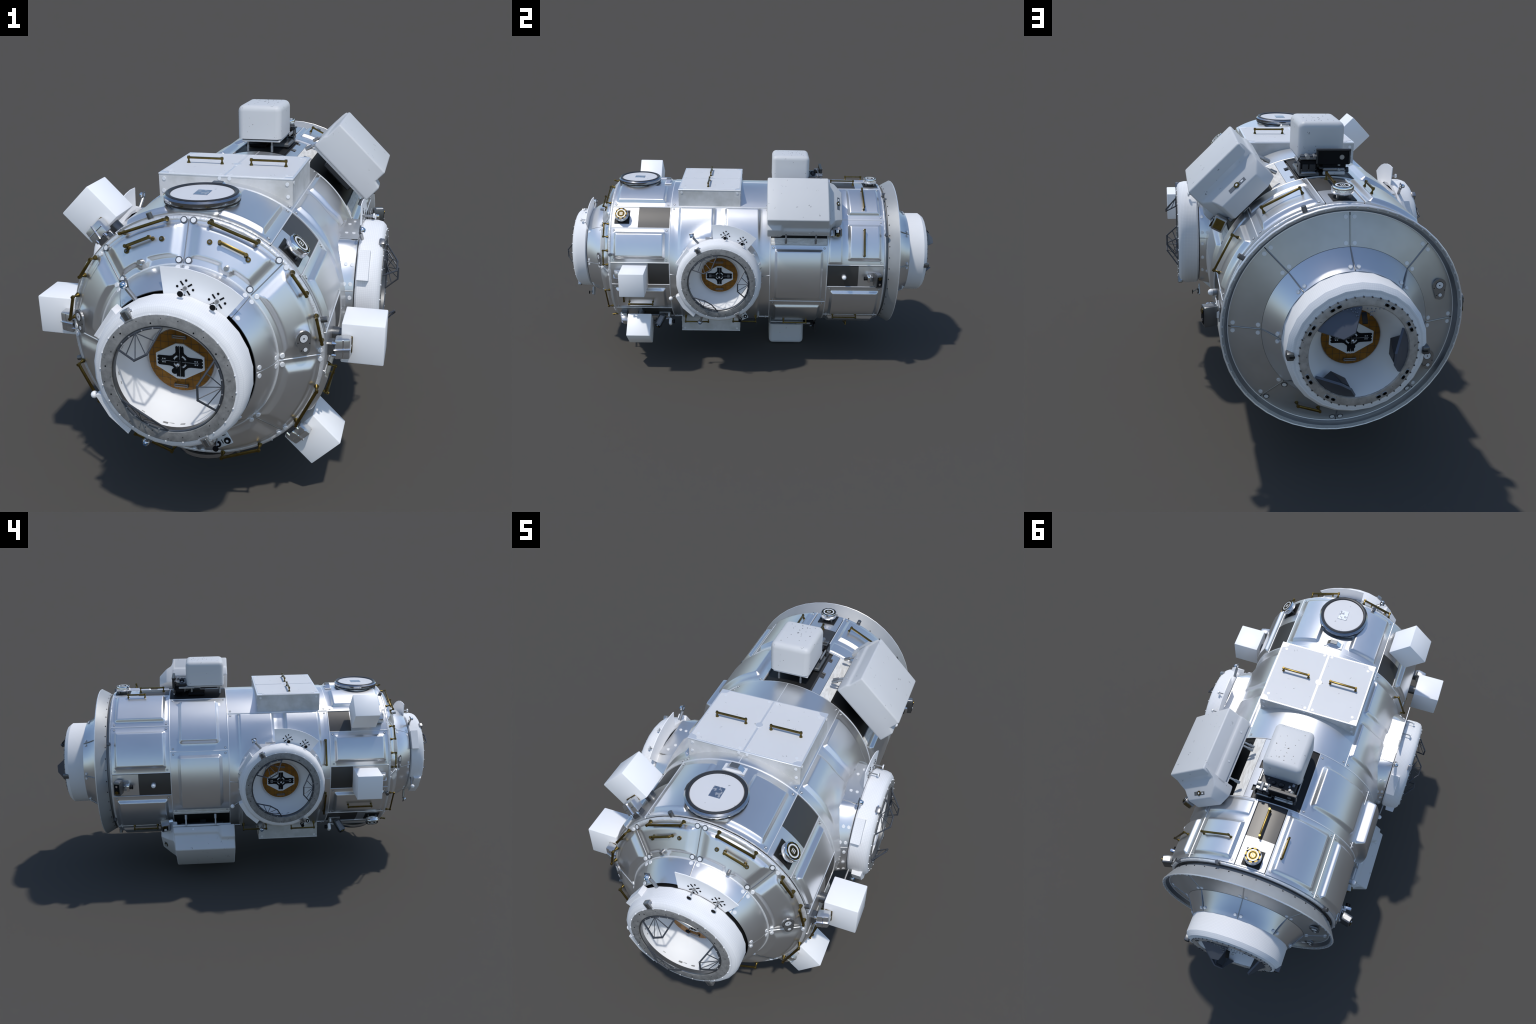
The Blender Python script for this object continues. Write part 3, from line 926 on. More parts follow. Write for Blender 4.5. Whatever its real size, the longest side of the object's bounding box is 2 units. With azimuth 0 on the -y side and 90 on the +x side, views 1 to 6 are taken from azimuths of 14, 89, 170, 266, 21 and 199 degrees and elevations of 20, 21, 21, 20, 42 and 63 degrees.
    for x in (-0.0155, 0.0155):
        e.cyl((x, 0.008, 0), (x, 0.008, 0.0065), 0.0095, "black_print", 18, M=M)
        e.cyl((x, 0.008, 0), (x, 0.008, 0.0072), 0.0038, "washer_white", 12, M=M)
    for x, y in ((0.0, 0.006), (-0.014, -0.010)):
        e.box((x, y, 0.0032), (0.002 if not x else 0.011, 0.013 if not x else 0.002, 0.001), "black_print", M=M)
    e.cyl((0.010, -0.008, 0), (0.0155, 0.008, 0.026), 0.0022, "grey_steel", 8, M=M)
    e.cyl((0.0155, 0.008, 0.026), (0.0155, 0.008, 0.029), 0.0085, "black_print", 16, M=M)
    put("eye_mark", e, o)
    if side:
        # neck between ring and hull, flattened above and below
        def clip(p):
            return Vector((p.x, max(-0.183, min(0.183, p.y)), p.z))
        n = MB()
        n.lathe([(0.226, -0.190), (0.224, -0.125), (0.207, -0.084), (0.190, -0.082)], "aluminium", 96, fix=clip)
        neck = put("port_neck", n, port)
        s = MB()
        for a in (-78, 78, -102, 102):
            if abs(a) < 90:
                s.cyl(clip(pol(a, 0.2255, -0.128)), clip(pol(a, 0.2075, -0.085)), 0.0016, "grey_steel", 6)
        for a in (-84, -72, 72, 84, -55, 55, 100, -100, 118, -118):
            for r, z in ((0.2195, -0.113), (0.2115, -0.094)):
                p = pol(a, r, z)
                nv = Vector((p.x, p.y, 0.10)).normalized()
                s.cyl(p - nv * 0.002, p + nv * 0.0016, 0.0065, "washer_white", 10)
        put("neck_washer", s, neck, kind="stuff")
        fd = MB()
        fd.prism([(-0.103, 0.1815), (0.114, 0.1815), (0.114, 0.1855), (-0.103, 0.1855)], -0.158, -0.085, "plate_metal")
        fd.prism([(-0.103, 0.1700), (-0.100, 0.1700), (-0.100, 0.1840), (-0.103, 0.1840)], -0.158, -0.085, "plate_metal")
        for x, zz in ((-0.045, (-0.128, -0.104)), (0.052, (-0.128,)), (0.085, (-0.112,))):
            for z in zz:
                fd.cyl((x, 0.184, z), (x, 0.1868, z), 0.006, "washer_white", 12)
        put("neck_fender", fd, neck)

# ------------------------------------------------------------------ handrails
RAILS = {}
def rail(p0, p1, up, h=0.020, name="handrail"):
    p0, p1 = Vector(p0), Vector(p1)
    L = (p1 - p0).length
    key = (round(L, 3), round(h, 3))
    if key not in RAILS:
        m = MB()
        w = 0.0052
        m.box((0, 0, 0), (key[0] + 2 * w, 0.0088, 0.0070), "brass", 0.0022, 2)
        for s in (-1, 1):
            x = s * key[0] / 2
            m.cyl((x, 0, 0), (x, 0, -h), 0.0030, "brass", 8)
            m.cyl((x, 0, -h * 0.55), (x, 0, -h - 0.003), 0.0034, "brass", 10, 0.0075)
            m.cyl((x, 0, -0.004), (x, 0, 0.0055), 0.0048, "brass", 10)
        RAILS[key] = m.mesh(name)
    M = matrix_from((p0 + p1) / 2, Vector(up), (p1 - p0))
    return put(name, RAILS[key], M=M)

def rail_hull(y0, t0, y1, t1, surf=0.381, h=0.020):
    a, b = hull(y0, t0, surf + h), hull(y1, t1, surf + h)
    mid = (a + b) / 2
    up = Vector((mid.x, 0, mid.z - CZ)).normalized()
    rail(a, b, up, h)

def build_rails():
    for t0, t1 in ((10, 31), (50.5, 61), (72, 83), (106, 126), (149, 168)):
        for s in (1, -1):
            tm = s * (t0 + t1) / 2
            up = normal_at(tm, -0.98, 0.18)
            rail(hull(-0.750, s * t0, 0.373), hull(-0.750, s * t1, 0.373), up, 0.020)
    for s in (1, -1):
        up = normal_at(s * 23, -0.84, 0.546)
        rail(hull(-0.773, s * 17, 0.338), hull(-0.773, s * 30, 0.338), up, 0.017)
    # lid rails are placed with the lid; these sit on the hull
    rail_hull(0.425, 0.6, 0.545, 0.6, h=0.020)
    rail_hull(0.515, -15.5, 0.600, -15.5, surf=0.391, h=0.018)
    rail_hull(0.578, 17.5, 0.578, 36.5, surf=0.3905, h=0.022)
    rail_hull(0.575, 54.5, 0.575, 73, surf=0.3905, h=0.022)
    rail_hull(-0.630, 115, -0.508, 115, surf=0.391, h=0.020)
    rail_hull(-0.632, -113.5, -0.512, -113.5, surf=0.391, h=0.020)
    rail_hull(0.441, 133.5, 0.564, 133.5, h=0.020)
    rail_hull(0.478, -134.8, 0.598, -134.8, h=0.020)
    rail_hull(-0.391, -61, -0.391, -79, surf=0.3805, h=0.018)
    rail_hull(-0.391, -103, -0.391, -122, surf=0.3805, h=0.018)
    for s in (1, -1):
        rail_hull(-0.347, s * 136.5, -0.226, s * 136.5, surf=0.396, h=0.031)
        rail_hull(-0.092, s * 135, 0.028, s * 135, surf=0.396, h=0.031)
    rail_hull(0.180, 145, 0.303, 145, surf=0.391, h=0.021)
    rail_hull(-0.655, 100, -0.655, 113, h=0.022)
    rail((0.139, 0.783, CZ - 0.277), (0.067, 0.783, CZ - 0.300), (0, 1, 0.1), 0.028)
    rail_hull(0.425, 180.6, 0.545, 180.6, h=0.020)
    rail_hull(0.530, 157, 0.530, 169, surf=0.391, h=0.020)

# ------------------------------------------------------------------ boxes on the hull
def build_lid_box(rot):
    """low wide box over the centre band, cut to the hull's curve"""
    F = AXIS @ Matrix.Rotation(rot * D2R, 4, "Y")
    x0, y0, y1, top = 0.217, -0.375, -0.058, 0.4020
    side = MB()
    n = 20
    for y, dy in ((y0, 0), (y1, 0)):
        pass
    ring = [(-x0, y0), (x0, y0), (x0, y1), (-x0, y1)]
    vs, fs = [], []
    for k in range(4):
        a, b = ring[k], ring[(k + 1) % 4]
        base = len(vs)
        for i in range(n + 1):
            x = a[0] + (b[0] - a[0]) * i / n
            y = a[1] + (b[1] - a[1]) * i / n
            zb = math.sqrt(0.3815 ** 2 - x * x)
            vs += [(x, y, zb), (x, y, top - 0.002)]
        fs += [[base + 2 * i, base + 2 * i + 2, base + 2 * i + 3, base + 2 * i + 1] for i in range(n)]
    side.add(vs, fs, "box_side")
    box = put("equipment_box", side, M=F)
    lid = MB()
    lid.box((0, (y0 + y1) / 2, top - 0.002), (2 * x0 + 0.003, y1 - y0 + 0.003, 0.005), "seam_metal", 0.0012, 1)
    # two painted halves leave a bright cross strip and corners free
    for s in (1, -1):
        pts = []
        e, c = 0.005, 0.022
        xa, xb = s * 0.0042, s * (x0 - e)
        ya, yb = y0 + e, y1 - e
        def corner(cx, cy, sx, sy):
            return [(cx + sx * c * math.sin(q), cy + sy * c * (1 - 0) * math.cos(q)) for q in (0, PI / 6, PI / 3, PI / 2)]
        pts = [(xa, ya), (xb - s * c * 1.25, ya)]
        pts += [(xb - s * c * 1.05, ya + c * 0.55), (xb - s * c * 0.65, ya + c * 0.85), (xb, ya + c)]
        pts += [(xb, yb - c), (xb - s * c * 0.65, yb - c * 0.85), (xb - s * c * 1.05, yb - c * 0.55), (xb - s * c * 1.25, yb), (xa, yb)]
        lid.prism(pts if s > 0 else pts[::-1], top - 0.001, top + 0.0018, "lid_paint")
    lid.cyl((0, (y0 + y1) / 2, top), (0, (y0 + y1) / 2, top + 0.0026), 0.0135, "seam_metal", 20)
    lid_o = put("box_lid", lid, box)
    s_ = MB()
    for x in (0.017, -0.017):
        for y in (y0 + 0.014, y1 - 0.014):
            s_.cyl((x, y, top), (x, y, top + 0.0026), 0.006, "washer_white", 12)
    for x in (0.19, -0.19):
        for y in (y0 + 0.034, y1 - 0.034):
            s_.cyl((x, y, top), (x, y, top + 0.0026), 0.006, "washer_white", 12)
    for x, z in ((0.2, 0.384), (-0.2, 0.384), (0.203, 0.345), (-0.203, 0.345), (0.016, 0.3935), (-0.016, 0.3935)):
        for y, d in ((y0, -1), (y1, 1)):
            s_.cyl((x, y, z), (x, y + d * 0.002, z), 0.006, "washer_white", 12)
    for y in (y0 + 0.016, y1 - 0.016):
        for d in (1, -1):
            s_.cyl((d * x0, y, 0.386), (d * (x0 + 0.002), y, 0.386), 0.006, "washer_white", 12)
    put("box_washer", s_, box, kind="stuff")
    for xm in (0.108, -0.108):
        y = -0.226
        a, b = F @ Vector((xm - 0.058, y, top + 0.020)), F @ Vector((xm + 0.058, y, top + 0.020))
        rail(a, b, F.to_3x3() @ Vector((0, 0, 1)), 0.018)

def build_round_hatch(rot):
    M = AXIS @ Matrix.Rotation(rot * D2R, 4, "Y") @ Matrix.Translation((0, -0.602, 0))
    m = MB()
    m.lathe([(0.098, 0.345), (0.094, 0.372), (0.099, 0.383), (0.103, 0.385)], "aluminium", 40, M)
    m.lathe([(0.100, 0.384), (0.1095, 0.386), (0.1100, 0.391)], "black", 40, M)
    m.lathe([(0.1095, 0.390), (0.1108, 0.396), (0.1108, 0.4030), (0.1045, 0.4085)], "dark_chrome", 28, M)
    m.lathe([(0.1050, 0.4045), (0.1045, 0.4100), (0.0995, 0.4120), (0.0940, 0.4105), (0.0912, 0.404)], "rubber_ring", 48, M)
    o = put("round_hatch", m)
    d = MB()
    d.lathe([(0.0, 0.4072), (0.0900, 0.4072), (0.0915, 0.4055), (0.0915, 0.400)], "disc_paint", 48, M)
    lid = put("hatch_lid", d, o)
    l = MB()
    L = Matrix.Translation((0.001, 0, 0.4072))
    l.box((0, 0, 0.0003), (0.042, 0.052, 0.0022), "label_blotch", 0.0008, 1)
    put("hatch_label", l, lid, M @ L)

def build_knob(y, th):
    M = frame(th, y, 0.0)
    m = MB()
    m.lathe([(0.0, 0.4165), (0.0155, 0.4165), (0.0160, 0.4172)], "black_print", 24, M)
    m.lathe([(0.0155, 0.4172), (0.0190, 0.4172)], "brass", 24, M)
    m.lathe([(0.0190, 0.4168), (0.0196, 0.4182), (0.0240, 0.4182), (0.0245, 0.4168)], "washer_white", 24, M)
    m.lathe([(0.0245, 0.4170), (0.0325, 0.4170)], "black_print", 20, M)
    m.lathe([(0.0320, 0.4174), (0.0338, 0.4172), (0.0350, 0.4150), (0.0352, 0.4080), (0.034, 0.4070)], "chrome", 10, M)
    m.lathe([(0.0345, 0.4085), (0.0355, 0.4020), (0.0350, 0.3960), (0.0325, 0.3915), (0.0290, 0.3895), (0.0, 0.3890)], "silver_foil", 40, M)
    o = put("round_sensor", m)
    d = MB()
    for k in range(8):
        R = M @ Matrix.Rotation(k * PI / 4, 4, "Z")
        d.box((0, 0.0285, 0.4172), (0.0130, 0.0050, 0.0014), "brass", M=R)
    d.cyl((0, 0, 0.4155), (0, 0, 0.4170), 0.0118, "brass", 20, M=M)
    for x in (-0.006, 0, 0.006):
        d.box((x, 0, 0.4172), (0.0026, 0.015, 0.0012), "washer_white", M=M)
    put("sensor_face", d, o)
    d = MB()
    for x, yy in ((0.02, 0.02), (-0.02, 0.02), (0.02, -0.02), (-0.02, -0.02)):
        d.cyl((x, yy, 0.375), (x, yy, 0.395), 0.0045, "dark_steel", 8, M=M)
    put("sensor_leg", d, o)

def build_cube(th, brass_side):
    M = frame(th, -0.584, 0.0)
    m = MB()
    m.box((0, 0, 0.471), (0.122, 0.124, 0.122), "white_paint", 0.0035, 2, M)
    o = put("white_cube", m)
    p = MB()
    p.cyl((0, 0, 0.37), (0, 0, 0.412), 0.02, "dark_steel", 12, M=M)
    put("cube_post", p, o)
    # foil-wrapped latch in front of it
    l = MB()
    def shear(v):
        return Vector((v.x, v.y + (0.425 - v.z) * -0.25, v.z))
    l.box((0, -0.084, 0.4185), (0.062, 0.036, 0.044), "latch_metal", 0.006, 2, M, edit=shear)
    l.box((0, -0.0645, 0.430), (0.050, 0.006, 0.026), "brass", 0.001, 1, M)
    l.box((0, -0.1015, 0.420), (0.058, 0.004, 0.005), "chrome", 0.001, 1, M)
    l.box((0, -0.086, 0.4185), (0.004, 0.040, 0.046), "chrome", 0.001, 1, M, edit=shear)
    l.box((0, -0.090, 0.384), (0.040, 0.034, 0.026), "dark_steel", 0.004, 1, M)
    for x in (-0.018, 0.018):
        l.cyl((x, -0.104, 0.39), (x, -0.104, 0.402), 0.005, "chrome", 10, M=M)
    put("cube_latch", l, o)

def build_small_pod(rot):
    """rounded pod on a dark bay, top and underside"""
    M = AXIS @ Matrix.Rotation(rot * D2R, 4, "Y")
    m = MB()
    bm = bmesh.new()
    bmesh.ops.create_cube(bm, size=1.0)
    for v in bm.verts:
        v.co = Vector((v.co.x * 0.1645 - 0.002, v.co.y * 0.195 + 0.2035, v.co.z * 0.150 + 0.4745))
    bmesh.ops.bevel(bm, geom=list(bm.edges), offset=0.023, segments=5, profile=0.5, affect="EDGES")
    for v in bm.verts:
        v.co.z = max(v.co.z, 0.4265)      # the shell is cut off flat underneath
    bmesh.ops.remove_doubles(bm, verts=bm.verts, dist=1e-5)
    m.frombm(bm, "pod_paint", M)
    o = put("rounded_pod", m)
    b = MB()
    b.box((0.0, 0.2035, 0.4245), (0.138, 0.178, 0.006), "black_print", 0.002, 1, M)
    b.box((0.003, 0.207, 0.4185), (0.146, 0.188, 0.007), "pod_paint", 0.002, 1, M)
    for x in (-0.050, 0.042):
        for y in (0.128, 0.275):
            b.cyl((x, y, 0.418), (x, y, 0.396), 0.0032, "grey_steel", 10, M=M)
            b.cyl((x, y, 0.400), (x, y, 0.376), 0.0046, "washer_grey", 10, M=M)
    put("pod_base", b, o)
    w = MB()
    for x in (-0.078, 0.078):
        for y in (0.14, 0.26):
            w.cyl((x * 0.94, y, 0.437), (x * 0.975, y, 0.437), 0.005, "washer_white", 10, M=M)
    put("pod_washer", w, o, kind="stuff")
    chips = MB()
    rnd = random.Random(11)
    for k in range(22):
        a, b = rnd.uniform(-0.052, 0.052), rnd.uniform(0.135, 0.272)
        r = rnd.choice((0.0010, 0.0012, 0.0016, 0.0022))
        q = [(a + r * rnd.uniform(0.6, 1.5) * math.cos(c * PI / 3.5), b + r * rnd.uniform(0.6, 1.5) * math.sin(c * PI / 3.5)) for c in range(7)]
        chips.prism(q, 0.549, 0.5499, "mech_dark", M)
    for k in range(7):
        a, b, r = rnd.uniform(-0.05, 0.05), rnd.uniform(0.44, 0.52), rnd.choice((0.0010, 0.0014))
        y = 0.1062 if k % 2 else 0.3008
        chips.cyl(M @ Vector((a, y - 0.0003, b)), M @ Vector((a, y + 0.0003, b)), r, "mech_dark", 6)
    put("paint_chip", chips, o, kind="stuff")
    # dark mechanism behind it
    k = MB()
    # upright flap with framed edges
    k.box((-0.030, 0.3655, 0.4425), (0.118, 0.007, 0.052), "black_print", 0.002, 1, M)
    k.box((-0.030, 0.3675, 0.4680), (0.122, 0.014, 0.007), "mech_dark", 0.002, 1, M)
    for x in (-0.087, 0.027):
        k.box((x, 0.367, 0.4440), (0.006, 0.012, 0.048), "mech_dark", 0.001, 1, M)
    # layered blocks filling the space up to the pod
    k.box((0.0, 0.330, 0.4300), (0.150, 0.060, 0.016), "mech_dark", 0.004, 1, M)
    k.box((-0.035, 0.340, 0.4080), (0.086, 0.050, 0.030), "black_print", 0.005, 1, M)
    k.box((-0.035, 0.362, 0.3990), (0.078, 0.010, 0.010), "grey_steel", 0.002, 1, M)
    k.box((-0.035, 0.366, 0.3860), (0.078, 0.008, 0.012), "pod_paint", 0.002, 1, M)
    k.box((0.055, 0.345, 0.4160), (0.062, 0.044, 0.034), "black_print", 0.005, 1, M)
    for x in (0.042, 0.067):
        k.box((x, 0.368, 0.4060), (0.021, 0.003, 0.024), "mech_dark", 0.001, 1, M)
    k.box((0.055, 0.366, 0.3870), (0.056, 0.012, 0.010), "grey_steel", 0.003, 1, M)
    k.box((0.055, 0.352, 0.4365), (0.058, 0.036, 0.007), "dark_steel", 0.002, 1, M)
    k.cyl((0.084, 0.350, 0.4410), (0.030, 0.352, 0.4420), 0.0060, "dark_steel", 10, M=M)
    k.cyl((0.030, 0.356, 0.4420), (-0.082, 0.356, 0.4440), 0.0065, "mech_dark", 10, M=M)
    for x, r in ((0.034, 0.006), (0.060, 0.0075), (-0.060, 0.0085)):
        k.cyl((x, 0.340, 0.4430), (x, 0.372, 0.4430), r, "grey_steel", 10, M=M)
    for x, r in ((0.020, 0.010), (-0.012, 0.013)):
        k.ball((x, 0.325, 0.4390), r, "mech_dark", 10, M=M)
    for x in (0.083, -0.083):
        k.box((x, 0.300, 0.4180), (0.005, 0.080, 0.010), "washer_grey", 0.001, 1, M)
    k.box((0.086, 0.350, 0.4050), (0.004, 0.050, 0.036), "mech_dark", 0.001, 1, M)
    rnd = random.Random(5)
    for q in range(34):
        x, y, z = rnd.uniform(-0.082, 0.084), rnd.uniform(0.306, 0.372), rnd.uniform(0.388, 0.446)
        mt = rnd.choice(("mech_dark", "mech_dark", "black_print", "black_print", "dark_steel", "grey_steel", "washer_grey"))
        T = M @ Matrix.Translation((x, y, z)) @ Matrix.Rotation(rnd.uniform(-0.5, 0.5), 4, rnd.choice("XYZ"))
        if q % 3:
            k.box((0, 0, 0), (rnd.uniform(0.005, 0.022), rnd.uniform(0.004, 0.016), rnd.uniform(0.004, 0.014)), mt, 0.001, 1, T)
        else:
            k.cyl((0, 0, -rnd.uniform(0.003, 0.012)), (0, 0, rnd.uniform(0.003, 0.012)), rnd.uniform(0.002, 0.006), mt, 10, M=T)
    put("pod_mechanism", k, o)
    # low dark blocks standing in the bay
    d = MB()
    d.box((0.052, 0.30, 0.381), (0.07, 0.14, 0.016), "dark_plate", 0.004, 1, M)
    d.box((-0.04, 0.25, 0.381), (0.08, 0.09, 0.012), "black_print", 0.004, 1, M)
    put("bay_block", d, o)

def build_large_pod(rot):
    """big stepped pod on the shoulder; local X around hull, Y along, Z outwards"""
    M = AXIS @ Matrix.Rotation(rot * D2R, 4, "Y")
    # cross-sections (around, outwards): shoulder on the inner side, ledge or corner block on the outer side
    front = [(-0.147, 0.4420), (-0.147, 0.489), (-0.1390, 0.500), (-0.1390, 0.5625), (0.1005, 0.5625), (0.1005, 0.5150), (0.128, 0.5080), (0.132, 0.4410)]
    rest = [(-0.147, 0.4420), (-0.147, 0.489), (-0.1390, 0.500), (-0.1390, 0.5625), (0.1005, 0.5625), (0.1005, 0.4820), (0.1165, 0.4740), (0.1190, 0.4410)]
    m = MB()
    bm = bmesh.new()
    rings = [[bm.verts.new((x, y + (0.09 * (0.5625 - z) if y > 0.3 else 0.0), z)) for x, z in sec] for y, sec in ((0.0790, front), (0.1480, front), (0.1630, rest), (0.3820, rest))]
    k = len(front)
    for a, b in zip(rings, rings[1:]):
        for c in range(k):
            bm.faces.new((a[c], a[(c + 1) % k], b[(c + 1) % k], b[c]))
    bm.faces.new(rings[0])
    bm.faces.new(rings[-1][::-1])
    bmesh.ops.recalc_face_normals(bm, faces=bm.faces)
    sharp = [e for e in bm.edges if e.calc_face_angle(0) > 0.25]
    bmesh.ops.bevel(bm, geom=sharp, offset=0.0085, segments=3, profile=0.5, affect="EDGES", clamp_overlap=True)
    bmesh.ops.triangulate(bm, faces=[f for f in bm.faces if len(f.verts) > 4])
    m.frombm(bm, "pod_paint", M)
    pod = put("large_pod", m)
    # nose block at the back: tapered loft
    n = MB()
    secs = [(0.372, -0.147, 0.1000, 0.405, 0.557), (0.392, -0.147, 0.0960, 0.402, 0.508), (0.417, -0.147, 0.062, 0.402, 0.489), (0.457, -0.113, 0.043, 0.403, 0.463)]
    vs, fs = [], []
    for y, xa, xb, za, zb in secs:
        vs += [(xa, y, za), (xb, y, za), (xb, y, zb), (xa, y, zb)]
    for i in range(len(secs) - 1):
        for j in range(4):
            fs.append([4 * i + j, 4 * i + (j + 1) % 4, 4 * i + 4 + (j + 1) % 4, 4 * i + 4 + j])
    fs += [[0, 1, 2, 3], [4 * len(secs) - 4 + j for j in (3, 2, 1, 0)]]
    bm = bmesh.new()
    bv = [bm.verts.new(v) for v in vs]
    for f in fs:
        bm.faces.new([bv[i] for i in f])
    bmesh.ops.recalc_face_normals(bm, faces=bm.faces)
    bmesh.ops.bevel(bm, geom=list(bm.edges), offset=0.005, segments=2, profile=0.5, affect="EDGES")
    n.frombm(bm, "pod_paint", M)
    put("pod_nose", n, pod)
    # printed badge on the nose
    b = MB()
    slope = math.atan2(0.487 - 0.463, 0.038)
    B = M @ Matrix.Translation((-0.040, 0.436, 0.4765)) @ Matrix.Rotation(-slope, 4, "X")
    b.box((0.021, 0, 0), (0.026, 0.016, 0.0016), "dark_plate", M=B)
    b.box((-0.022, 0.002, 0), (0.028, 0.014, 0.0016), "dark_plate", M=B)
    b.box((-0.022, 0.002, 0.0006), (0.010, 0.006, 0.0016), "washer_white", M=B)
    b.lathe([(0.0045, 0), (0.0045, 0.003), (0.0105, 0.003), (0.0105, 0)], "brass", 16, B)
    b.cyl((0, 0, 0), (0, 0, 0.0035), 0.0045, "washer_white", 10, M=B)
    put("pod_badge", b, pod)
    # base plate and tilted stand-off rods
    p = MB()
    p.box((-0.012, 0.245, 0.4340), (0.258, 0.296, 0.010), "pod_paint", 0.002, 1, M)
    p.box((0.0, 0.245, 0.415), (0.13, 0.22, 0.030), "mech_dark", 0.004, 1, M)
    for x, s in ((-0.135, -1), (0.118, 1)):
        for y in (0.175, 0.325) if s > 0 else (0.170, 0.186, 0.345):
            a, b2 = Vector((x, y, 0.440)), Vector((x + s * 0.012, y, 0.408))
            c = Vector((x + s * 0.020, y, 0.386))
            p.cyl(a, b2, 0.0042, "washer_grey", 10, M=M)
            p.cyl(b2, c, 0.0068, "grey_steel", 10, M=M)
    for x in (-0.06, 0.05):
        p.box((x, 0.40, 0.405), (0.035, 0.06, 0.018), "dark_steel", 0.003, 1, M)
        p.box((x * 0.4, 0.24, 0.40), (0.03, 0.03, 0.06), "black", M=M)
    put("pod_base", p, pod)
    w = MB()
    for y in (0.145, 0.29):
        w.cyl((-0.148, y, 0.470), (-0.1485, y, 0.470), 0.005, "washer_white", 10, M=M)
        w.cyl((0.117, y, 0.4575), (0.1185, y, 0.4575), 0.005, "washer_white", 10, M=M)
    put("pod_washer", w, pod, kind="stuff")
    # latch box at the outer back corner
    l = MB()
    L = M @ Matrix.Translation((0.094, 0.432, 0.424)) @ Matrix.Rotation(0.35, 4, "Y") @ Matrix.Rotation(0.2, 4, "X")
    l.box((0, 0, 0), (0.050, 0.044, 0.044), "grey_steel", 0.006, 2, L)
    l.box((0.0, 0.0225, 0), (0.036, 0.002, 0.032), "brass", 0.001, 1, L)
    l.box((0.004, 0.004, 0.0225), (0.030, 0.030, 0.003), "black_print", 0.001, 1, L)
    l.box((-0.004, 0.004, 0.0245), (0.014, 0.012, 0.002), "washer_white", M=L)
    l.lathe([(0.004, 0.024), (0.004, 0.027), (0.009, 0.027), (0.009, 0.024)], "brass", 12, L @ Matrix.Translation((0.016, 0.006, 0)))
    l.box((0, -0.03, -0.012), (0.040, 0.030, 0.016), "chrome", 0.004, 1, L)
    put("pod_latch", l, pod)

def build_side_cameras():
    for th in (90, -90):
        s = 1 if th > 0 else -1
        M = frame(th, 0.0, 0.0)
        k = MB()
        k.cyl((0, 0.477, 0.378), (0, 0.477, 0.392), 0.0125, "washer_grey", 16, M=M)
        k.ball((0, 0.477, 0.397), 0.0115, "white_paint", 14, M=M)
        put("white_button", k)
        build_camera(M @ Matrix.Translation((0, 0.630, 0.380)) @ Matrix.Rotation(PI, 4, "Z"), False)
    for th in (137, -137):
        build_camera(frame(th, -0.458, 0.379), True)

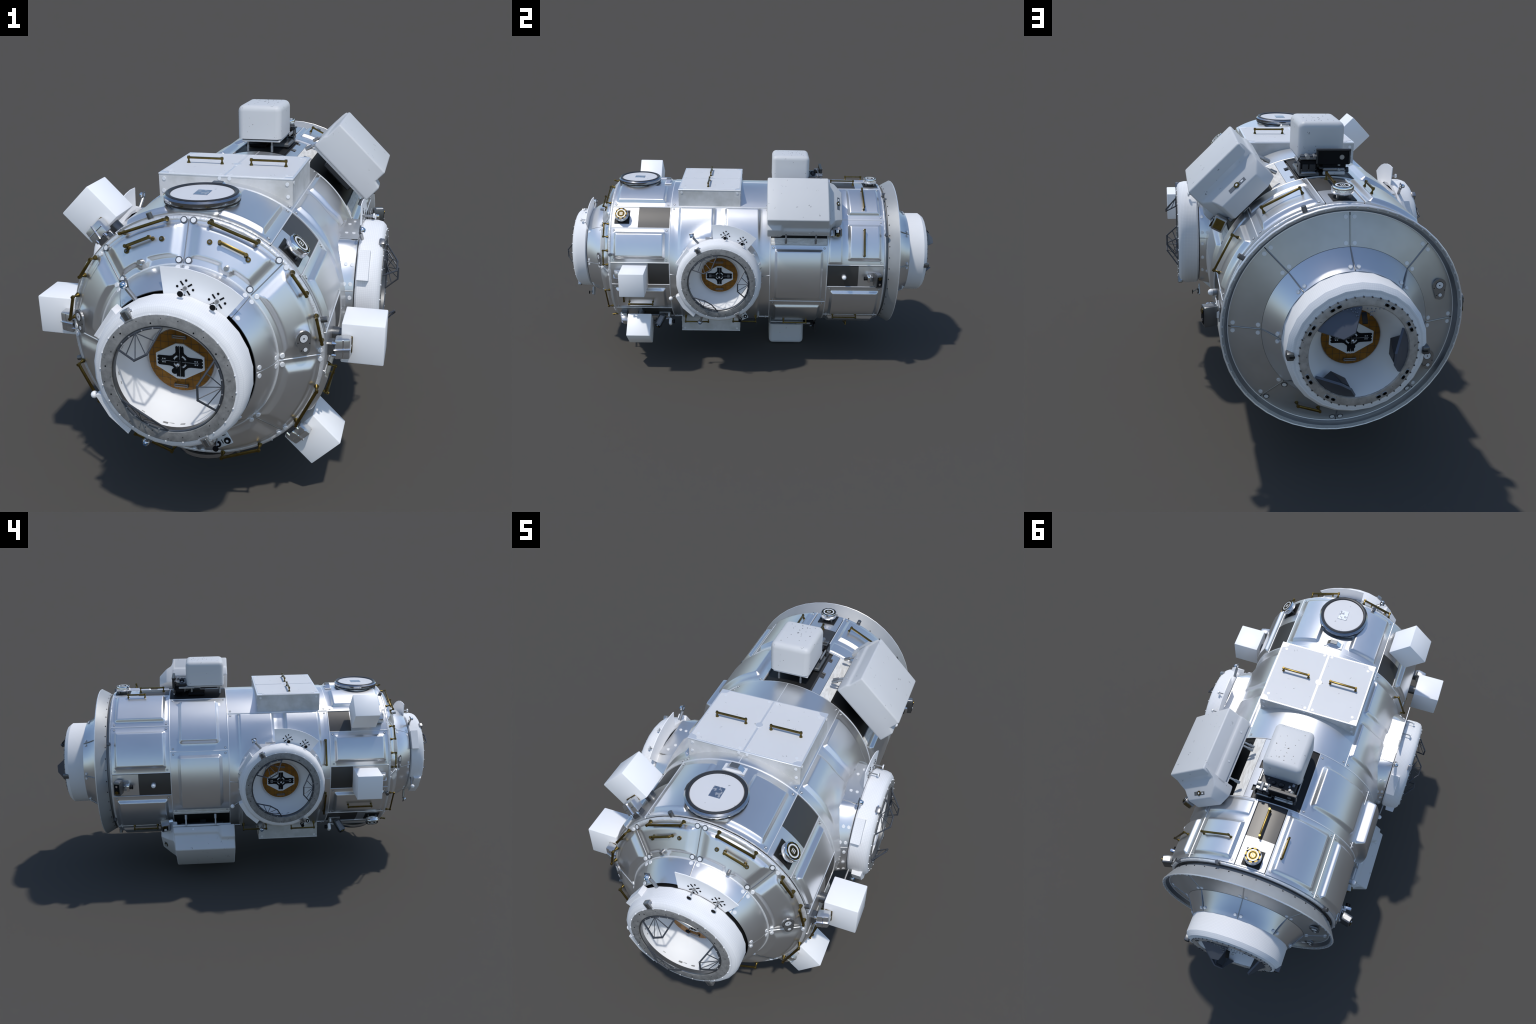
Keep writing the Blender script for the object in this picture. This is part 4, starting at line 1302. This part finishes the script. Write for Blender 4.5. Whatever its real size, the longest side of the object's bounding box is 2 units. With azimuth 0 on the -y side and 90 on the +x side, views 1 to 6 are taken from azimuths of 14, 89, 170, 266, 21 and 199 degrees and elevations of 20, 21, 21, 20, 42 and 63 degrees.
def build_camera(M, upright):
    """camera box on two angle brackets with a white-hooded eye beside it (local Z away from the hull)"""
    c = MB()
    c.box((0, 0, 0.003), (0.052, 0.060, 0.005), "washer_grey", 0.001, 1, M)
    for y in (-0.026, 0.020):
        c.box((0.0, y, 0.012), (0.022, 0.008, 0.020), "washer_white", 0.001, 1, M)
    o = put("camera_unit", c)
    b = MB()
    if upright:
        B = M @ Matrix.Translation((0, -0.024, 0.040)) @ Matrix.Rotation(0.42, 4, "X")
        size, face = (0.036, 0.034, 0.072), 0.0365
    else:
        B = M @ Matrix.Translation((-0.004, -0.017, 0.034)) @ Matrix.Rotation(0.25, 4, "X")
        size, face = (0.070, 0.036, 0.046), 0.0235
    b.box((0, 0, 0), size, "dark_steel", 0.005, 2, B)
    b.box((0, 0, face), (size[0] * 0.72, size[1] * 0.72, 0.002), "black_print", 0.001, 1, B)
    b.box((size[0] / 2, 0, 0.004), (0.002, size[1] * 0.6, size[2] * 0.7), "grey_steel", 0.001, 1, B)
    b.box((-size[0] / 2, 0, 0.004), (0.002, size[1] * 0.6, size[2] * 0.7), "grey_steel", 0.001, 1, B)
    b.cyl((size[0] * 0.25, 0, face), (size[0] * 0.25, 0, face + 0.004), 0.0085, "brass", 14, M=B)
    b.cyl((-size[0] * 0.2, 0, face), (-size[0] * 0.2, 0, face + 0.003), 0.0055, "chrome", 12, M=B)
    put("camera_body", b, o)
    w = MB()
    zc = 0.048 if upright else 0.026
    w.box((0, 0.030, zc), (0.034, 0.016, 0.036), "white_paint" if upright else "chrome", 0.006, 2, M)
    w.cyl((0, 0.022, zc - 0.02), (0, 0.005, zc - 0.015), 0.006, "grey_steel", 10, M=M)
    for y in (0.041, 0.049):
        w.cyl((0, y, zc - 0.002), (0, y + 0.004, zc - 0.002), 0.0105, "black_print", 14, M=M)
    w.cyl((0, 0.036, zc - 0.002), (0, 0.052, zc - 0.002), 0.0075, "mech_dark", 12, M=M)
    put("camera_eye", w, o)

def build_keel_bracket(rot):
    M = AXIS @ Matrix.Rotation(rot * D2R, 4, "Y") @ Matrix.Translation((0, -0.449, 0.3805))
    m = MB()
    m.box((0, 0, 0.0005), (0.084, 0.036, 0.003), "washer_white", 0.001, 1, M)
    prof = [(-0.034, 0.002), (-0.016, 0.018), (0.016, 0.018), (0.034, 0.002)]
    vs = [(x, y, z) for y in (-0.011, 0.011) for x, z in prof]
    m.add(vs, [[0, 1, 2, 3], [7, 6, 5, 4], [0, 1, 5, 4], [2, 3, 7, 6], [3, 0, 4, 7]], "chrome", M)
    m.box((0, 0, 0.0195), (0.032, 0.022, 0.003), "dark_plate", 0.001, 1, M)
    put("keel_bracket", m)

# ------------------------------------------------------------------ assemble
def main():
    global ROOT
    for o in list(bpy.data.objects):
        bpy.data.objects.remove(o)
    build_materials()
    ROOT = bpy.data.objects.new("space_station_module", None)
    bpy.context.scene.collection.objects.link(ROOT)
    ROOT["label"] = "silver cylindrical space station module with docking ports and white boxes"
    ROOT["category"] = "space station module"
    build_hull()
    build_front_cone()
    build_rear()
    build_port("front", False)
    build_port("right", True)
    build_port("left", True)
    for t in (80, -80):
        a = t * D2R
        p = hull(-0.775, t, 0.329) + normal_at(t, -0.9, 0.3) * 0.006
        build_lug(Matrix.Translation(p) @ Matrix(((1, 0, 0, 0), (0, 0, -1, 0), (0, 1, 0, 0), (0, 0, 0, 1))) @ Matrix.Rotation(t * 0.45 * D2R, 4, "Y"))
    for rot in (0, 180):
        build_lid_box(rot)
        build_round_hatch(rot)
        build_small_pod(rot)
        build_large_pod(rot + 45)
        build_keel_bracket(rot)
    for y, t in ((-0.659, 45), (-0.659, 225), (0.635, 0), (0.635, 180)):
        build_knob(y, t)
    for t in (90, -90, -45, 135):
        build_cube(t, 1)
    build_side_cameras()
    build_rails()
    put("hull_washer", FAST, kind="stuff")

main()
